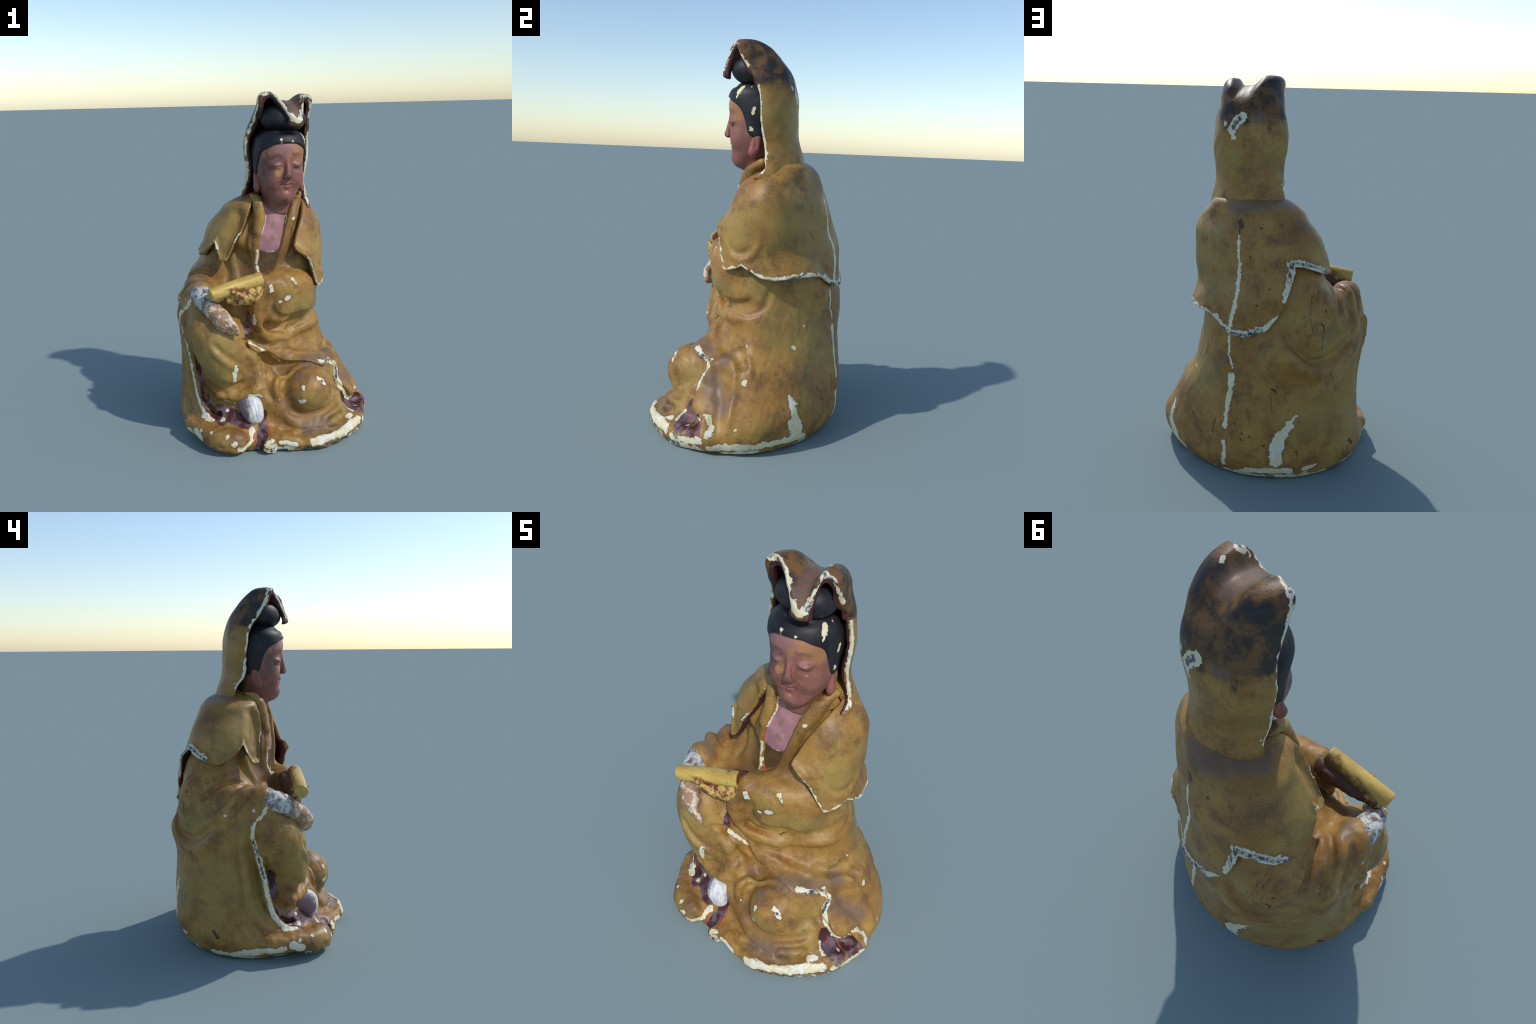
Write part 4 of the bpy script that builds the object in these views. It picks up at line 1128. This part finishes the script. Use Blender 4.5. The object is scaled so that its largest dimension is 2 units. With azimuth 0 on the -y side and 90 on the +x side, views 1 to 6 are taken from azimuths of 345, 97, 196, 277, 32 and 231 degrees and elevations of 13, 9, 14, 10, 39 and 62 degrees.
robe_cores = [(0.007, (-0.062, -0.243, 0.915)), (0.006, (0.095, -0.186, 0.925)), (0.008, (0.198, -0.372, 0.370)), (0.009, (-0.286, -0.307, 0.492)), (0.008, (-0.303, -0.275, 0.385)), (0.007, *ROBE_EDGE[1:4]), (0.010, *LAP_HEM[7:]), (0.008, *FLAP_HEM[:3]),
              (0.020, (0.06, -0.49, 0.02), (0.20, -0.49, 0.02), (0.35, -0.42, 0.02), (0.50, -0.26, 0.02)), (0.014, (-0.17, -0.44, 0.02), (-0.13, -0.45, 0.03)), (0.018, (-0.54, -0.14, 0.02), (-0.52, -0.28, 0.02), (-0.42, -0.41, 0.02)), (0.016, (0.44, -0.24, 0.10), (0.48, -0.25, 0.06)), (0.010, (0.40, -0.26, 0.13), (0.44, -0.27, 0.08))]
robe_ink = [(0.0023, (-0.342, 0.313, 1.016), (-0.347, 0.372, 0.957), (-0.351, 0.410, 0.892), (-0.371, 0.419, 0.813)), (0.0023, (-0.36, 0.31, 1.0), (-0.368, 0.36, 0.95)), (0.0062, (-0.420, 0.392, 0.848), (-0.436, 0.382, 0.835)), (0.0047, (-0.436, 0.382, 0.835), (-0.432, 0.384, 0.80)), (0.0031, (-0.43, 0.38, 0.78), (-0.431, 0.362, 0.70)),
            (0.0094, (-0.429, 0.360, 0.905)), (0.0047, (-0.391, 0.392, 0.900)), (0.0047, (0.153, 0.455, 0.224)), (0.0086, (-0.004, 0.498, 0.311)), (0.0070, (-0.086, 0.500, 0.255)), (0.0078, (-0.312, 0.434, 0.175)), (0.0023, (-0.315, 0.434, 0.175), (-0.32, 0.432, 0.12)), (0.0070, (-0.156, 0.491, 0.212)), (0.0062, (-0.046, 0.501, 0.266)), (0.0062, (0.038, 0.494, 0.213)), (0.0055, (-0.039, 0.502, 0.231)),
            (0.0031, (0.109, 0.471, 0.317), (0.125, 0.468, 0.227)), (0.0039, (0.264, 0.391, 0.285), (0.231, 0.416, 0.25)), (0.0031, (0.24, 0.41, 0.22), (0.20, 0.435, 0.20)), (0.0070, (-0.19, 0.472, 0.515), (-0.205, 0.47, 0.50)), (0.0023, (-0.18, 0.475, 0.49), (-0.19, 0.475, 0.40)), (0.0101, (-0.545, 0.20, 0.16), (-0.548, 0.17, 0.13)), (0.0062, (-0.45, 0.33, 0.57)), (0.0047, (0.064, -0.142, 0.632), (0.09, -0.14, 0.628))]
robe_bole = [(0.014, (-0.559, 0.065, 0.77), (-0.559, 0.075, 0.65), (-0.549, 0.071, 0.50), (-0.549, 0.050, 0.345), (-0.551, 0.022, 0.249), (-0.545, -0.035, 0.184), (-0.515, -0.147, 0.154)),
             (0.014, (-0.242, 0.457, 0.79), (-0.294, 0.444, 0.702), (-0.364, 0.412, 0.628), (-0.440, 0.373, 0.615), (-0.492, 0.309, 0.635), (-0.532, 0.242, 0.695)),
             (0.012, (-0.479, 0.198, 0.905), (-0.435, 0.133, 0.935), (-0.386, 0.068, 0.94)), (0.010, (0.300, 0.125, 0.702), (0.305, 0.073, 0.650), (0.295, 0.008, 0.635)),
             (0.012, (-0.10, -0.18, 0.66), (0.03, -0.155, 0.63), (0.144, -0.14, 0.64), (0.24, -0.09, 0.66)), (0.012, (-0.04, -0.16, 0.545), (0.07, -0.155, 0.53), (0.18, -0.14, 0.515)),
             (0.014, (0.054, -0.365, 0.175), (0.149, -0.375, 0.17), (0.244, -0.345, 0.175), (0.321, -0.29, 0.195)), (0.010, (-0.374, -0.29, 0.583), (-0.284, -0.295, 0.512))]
robe_grey = [(0.05, (0.16, -0.22, 0.44), (0.28, -0.18, 0.44)), (0.045, (0.42, -0.09, 0.33), (0.49, -0.05, 0.22)), (0.04, (0.06, -0.33, 0.43)), (0.05, (0.10, -0.43, 0.12), (0.25, -0.40, 0.12)), (0.03, (-0.42, -0.02, 0.92), (-0.38, -0.08, 0.92)), (0.035, (0.36, -0.06, 0.47)), (0.03, (-0.07, -0.225, 0.36)), (0.03, (-0.33, -0.43, 0.10))]
robe_recess_shade = [(0.09, (-0.20, -0.06, 1.0), (-0.16, -0.08, 0.9)), (0.06, (0.06, -0.08, 1.02), (0.09, -0.08, 1.12)), (0.07, (0.0, -0.30, 0.18)), (0.07, (-0.40, -0.16, 0.38)), (0.05, (-0.32, -0.40, 0.12)), (0.06, (0.37, -0.1, 0.4))]  # recesses of the robe, where shade is put into the colour
robe_olive = [(0.10, (-0.37, -0.27, 0.64), (-0.38, -0.24, 0.50)), (0.08, (-0.34, -0.27, 0.43)), (0.075, (0.13, -0.17, 0.77), (0.22, -0.08, 0.74)), (0.07, (0.07, -0.37, 0.25), (0.15, -0.37, 0.24)), (0.12, (-0.55, 0.15, 0.50), (-0.53, 0.22, 0.30)), (0.10, (-0.55, 0.0, 0.55), (-0.54, -0.02, 0.35)), (0.10, (-0.47, 0.32, 0.72)), (0.12, (0.28, 0.25, 0.58), (0.22, 0.35, 0.50)), (0.08, (0.29, 0.1, 0.78)), (0.12, (-0.40, 0.40, 0.35)), (0.05, (-0.40, -0.42, 0.10))]
robe_lining = [(0.026, *[tuple(p) for p in (np.array(ROBE_EDGE[3:]) + (0.045, -0.030, 0.01))]), (0.045, (-0.40, -0.24, 0.20), (-0.33, -0.28, 0.19), (-0.26, -0.32, 0.16)), (0.030, (-0.15, -0.30, 0.19), (-0.160, -0.36, 0.12), (-0.185, -0.40, 0.07), (-0.195, -0.41, 0.02)),
               (0.045, (0.39, -0.21, 0.17), (0.44, -0.23, 0.11), (0.47, -0.24, 0.08)), (0.045, (0.48, -0.16, 0.135), (0.54, -0.17, 0.10)), (0.022, (-0.205, -0.20, 0.76), (-0.195, -0.20, 0.62))]
robe_red = [(0.006, (-0.225, -0.365, 0.115), (-0.22, -0.40, 0.06)), (0.006, (-0.135, -0.34, 0.15), (-0.13, -0.40, 0.09)), (0.012, (0.555, -0.15, 0.10)), (0.008, (0.40, -0.22, 0.13)), (0.005, (-0.105, -0.068, 1.0), (-0.07, -0.06, 0.955), (-0.04, -0.05, 0.935)), (0.004, (-0.062, -0.045, 1.21), (-0.085, -0.06, 1.11))]

lining = lining_material("red_lining_paint")


def robe_paint(name, pts):
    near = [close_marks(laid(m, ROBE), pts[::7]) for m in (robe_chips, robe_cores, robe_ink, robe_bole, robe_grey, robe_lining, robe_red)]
    return cloth_material(name, *near, base_ring=pts[:, 2].min() < 0.1, recess_shade=close_marks(laid(robe_recess_shade, ROBE), pts[::7]), olive=close_marks(laid(robe_olive, ROBE), pts[::7]))


CAPE, HOOD, ROBE = build_cape(), build_hood(), build_robe()
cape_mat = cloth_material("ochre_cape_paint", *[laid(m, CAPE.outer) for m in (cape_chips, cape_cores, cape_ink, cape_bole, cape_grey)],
                          olive=[(0.08, (0.31, -0.03, 1.05), (0.30, -0.05, 1.0)), (0.10, (-0.26, 0.08, 1.25), (-0.30, 0.10, 1.15)), (0.10, (0.33, 0.20, 1.10)), (0.10, (0.20, 0.36, 1.05))])
hood_mat = cloth_material("ochre_hood_paint", *[laid(m, HOOD, 0.04) for m in (hood_chips, hood_cores)], (), (), hood_grey, soot=(1.725, 1.800),
                          olive=[(0.08, (0.25, 0.1, 1.65)), (0.07, (-0.11, 0.12, 1.6)), (0.08, (0.15, 0.2, 1.6))])
ORANGE, ROSE, SMUDGE = (0.42, 0.20, 0.085), (0.34, 0.165, 0.155), (0.075, 0.045, 0.045)
face_mat = skin_material("face_paint", (0.285, 0.115, 0.085), [
    ([(0.055, (0.02, -0.11, 1.69), (0.10, -0.12, 1.70)), (0.018, (0.018, -0.125, 1.598)), (0.018, (0.142, -0.12, 1.598)), (0.03, (-0.03, -0.06, 1.68), (-0.055, -0.01, 1.60))], ROSE, 0.03, 0.6, 0.75),
    ([(0.05, (0.15, -0.10, 1.685), (0.185, -0.06, 1.65)), (0.02, (0.095, -0.13, 1.655))], ORANGE, 0.05, 0.5, 0.7),
    ([(0.020, (0.034, -0.115, 1.568), (0.028, -0.115, 1.548)), (0.011, (-0.018, -0.100, 1.662), (-0.012, -0.103, 1.65)), (0.009, (-0.044, -0.071, 1.66), (-0.044, -0.071, 1.64)), (0.010, (0.132, -0.122, 1.668)), (0.005, (0.025, -0.126, 1.70), (0.025, -0.126, 1.685)), (0.008, (0.082, -0.113, 1.44)), (0.007, (0.150, -0.118, 1.59)), (0.008, (0.155, -0.105, 1.555))], ORANGE, 0.018, 0.2, 0.95),
    ([(0.04, (-0.05, -0.065, 1.60), (-0.04, -0.075, 1.56)), (0.012, (0.0, -0.118, 1.61), (0.04, -0.13, 1.625)), (0.016, (0.095, -0.148, 1.535)), (0.012, (0.055, -0.125, 1.525)), (0.012, (0.074, -0.10, 1.395)), (0.010, (0.138, -0.124, 1.655))], SMUDGE, 0.03, 0.7, 0.6),
    ([(0.0035, (-0.014, -0.115, 1.588), (0.018, -0.126, 1.582), (0.045, -0.127, 1.585)), (0.0035, (0.112, -0.127, 1.585), (0.142, -0.124, 1.581), (0.178, -0.105, 1.590)), (0.004, (0.038, -0.105, 1.483), (0.060, -0.12, 1.478), (0.090, -0.12, 1.478), (0.114, -0.104, 1.484))], (0.05, 0.025, 0.022), 0.004, 0.4, 0.9),
    ([(0.010, (0.055, -0.112, 1.488), (0.095, -0.112, 1.488)), (0.009, (0.062, -0.108, 1.467), (0.09, -0.108, 1.467))], (0.30, 0.085, 0.065), 0.01, 0.5, 0.6)])
ear_mat = skin_material("ear_paint", (0.30, 0.10, 0.075), [])
chest_mat = skin_material("chest_paint", (0.46, 0.225, 0.245), [([(0.014, (0.010, -0.056, 1.26), (0.006, -0.058, 1.235)), (0.012, (-0.003, -0.065, 1.165), (0.008, -0.066, 1.16))], (0.26, 0.15, 0.08), 0.03, 0.5, 0.8), ([(0.010, (-0.05, -0.07, 1.085), (-0.02, -0.07, 1.078), (0.015, -0.068, 1.08))], CREAM, 0.02, 0.2, 1.0)])
under_mat = skin_material("undergarment_paint", (0.12, 0.066, 0.026), [])
hair_mat = lacquer_black("black_hair_paint", [(0.013, (0.193, -0.045, 1.765), (0.197, -0.062, 1.735)), (0.007, (0.197, -0.066, 1.735), (0.20, -0.07, 1.715)), (0.008, (0.229, 0.022, 1.66), (0.229, 0.015, 1.635)), (0.011, (0.224, 0.006, 1.557)), (0.006, (0.043, -0.126, 1.745), (0.045, -0.126, 1.72)), (0.006, (0.112, -0.128, 1.728)), (0.005, (0.200, -0.0, 1.763)), (0.007, (-0.055, -0.045, 1.69))])
knot_mat = lacquer_black("black_topknot_paint", [(0.005, (0.17, -0.085, 1.80), (0.15, -0.098, 1.797))])

# ---- robe: one surface, cut into the clothed limbs --------------------------
v, q = ROBE.mesh()
c = v[q].mean(1)
cores_of = [  # bias, axis of each region
    (0.00, [(-0.02, 0.16, 0.0), (0.0, 0.20, 0.6), (0.03, 0.12, 1.4)]),
    (-0.105, [(-0.26, 0.16, 1.06), (-0.38, 0.26, 0.86), (-0.46, 0.03, 0.87), (-0.45, -0.10, 0.88)]),
    (-0.105, [(0.19, 0.02, 0.98), (0.14, -0.10, 0.84), (0.0, -0.15, 0.82), (-0.14, -0.21, 0.80)]),
    (-0.112, [(-0.40, -0.10, 0.74), (-0.34, -0.18, 0.52), (-0.30, -0.20, 0.32)]),
    (-0.119, [(0.13, -0.27, 0.30), (0.14, -0.20, 0.33)]),
    (0.00, [(-0.10, -0.12, 1.02), (0.02, -0.12, 1.0), (0.10, -0.08, 1.25), (-0.08, -0.06, 1.25)]),
    (0.00, [(-0.45, -0.36, 0.06), (-0.15, -0.44, 0.05)]),
    (0.00, [(0.0, -0.47, 0.05), (0.15, -0.48, 0.05), (0.30, -0.40, 0.05)]),
    (0.00, [(0.42, -0.30, 0.06), (0.52, -0.16, 0.08)]),
    (0.02, [(-0.05, -0.16, 0.55), (0.20, -0.14, 0.52), (0.42, -0.06, 0.36)]),
]
lab = np.argmin([chain_distance(c, pts) + bias for bias, pts in cores_of], 0)
lab = relabel_smooth(q, lab, len(v))
names = ["robe", "sleeve", "sleeve", "leg", "leg", "collar", "trailing_hem", "trailing_hem", "trailing_hem", "lap_drape"]
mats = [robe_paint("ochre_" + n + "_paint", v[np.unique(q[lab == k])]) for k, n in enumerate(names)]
add_split(v, q, lab, names, mats, [root] * len(names))

# ---- cape and hood: cloth with a red lining inside --------------------------
for name, F, mat in (("cape", CAPE, cape_mat), ("hood", HOOD, hood_mat)):
    v, q = F.mesh()
    skin = F.outer.sample(v[q].mean(1))
    lab = relabel_smooth(q, (skin < -0.017).astype(int), len(v), 2)
    add_split(v, q, lab, [name, name + "_lining"], [mat, lining], [root, 0])

single = [("head", build_head, face_mat), ("hair", build_hair, hair_mat), ("topknot", build_topknot, knot_mat),
          ("ear", lambda: build_ear(-1), ear_mat), ("ear", lambda: build_ear(1), ear_mat),
          ("hand", build_hand, hand_material("worn_hand_paint")), ("foot", build_foot, foot_material("white_foot_plaster")),
          ("torso", lambda: build_chest(1.078, 1.40, 0.004), chest_mat), ("undergarment", lambda: build_chest(0.93, 1.09, 0.002), under_mat),
          ("scroll", build_scroll, bamboo_material("yellow_scroll_paint")), ("gripping_hand", build_grip, grip_material("broken_hand_wood"))]
for name, fn, mat in single:
    v, q = fn().mesh()
    add_mesh(name, v, q, mat, root)
print("built in", round(time.time() - T0, 1))
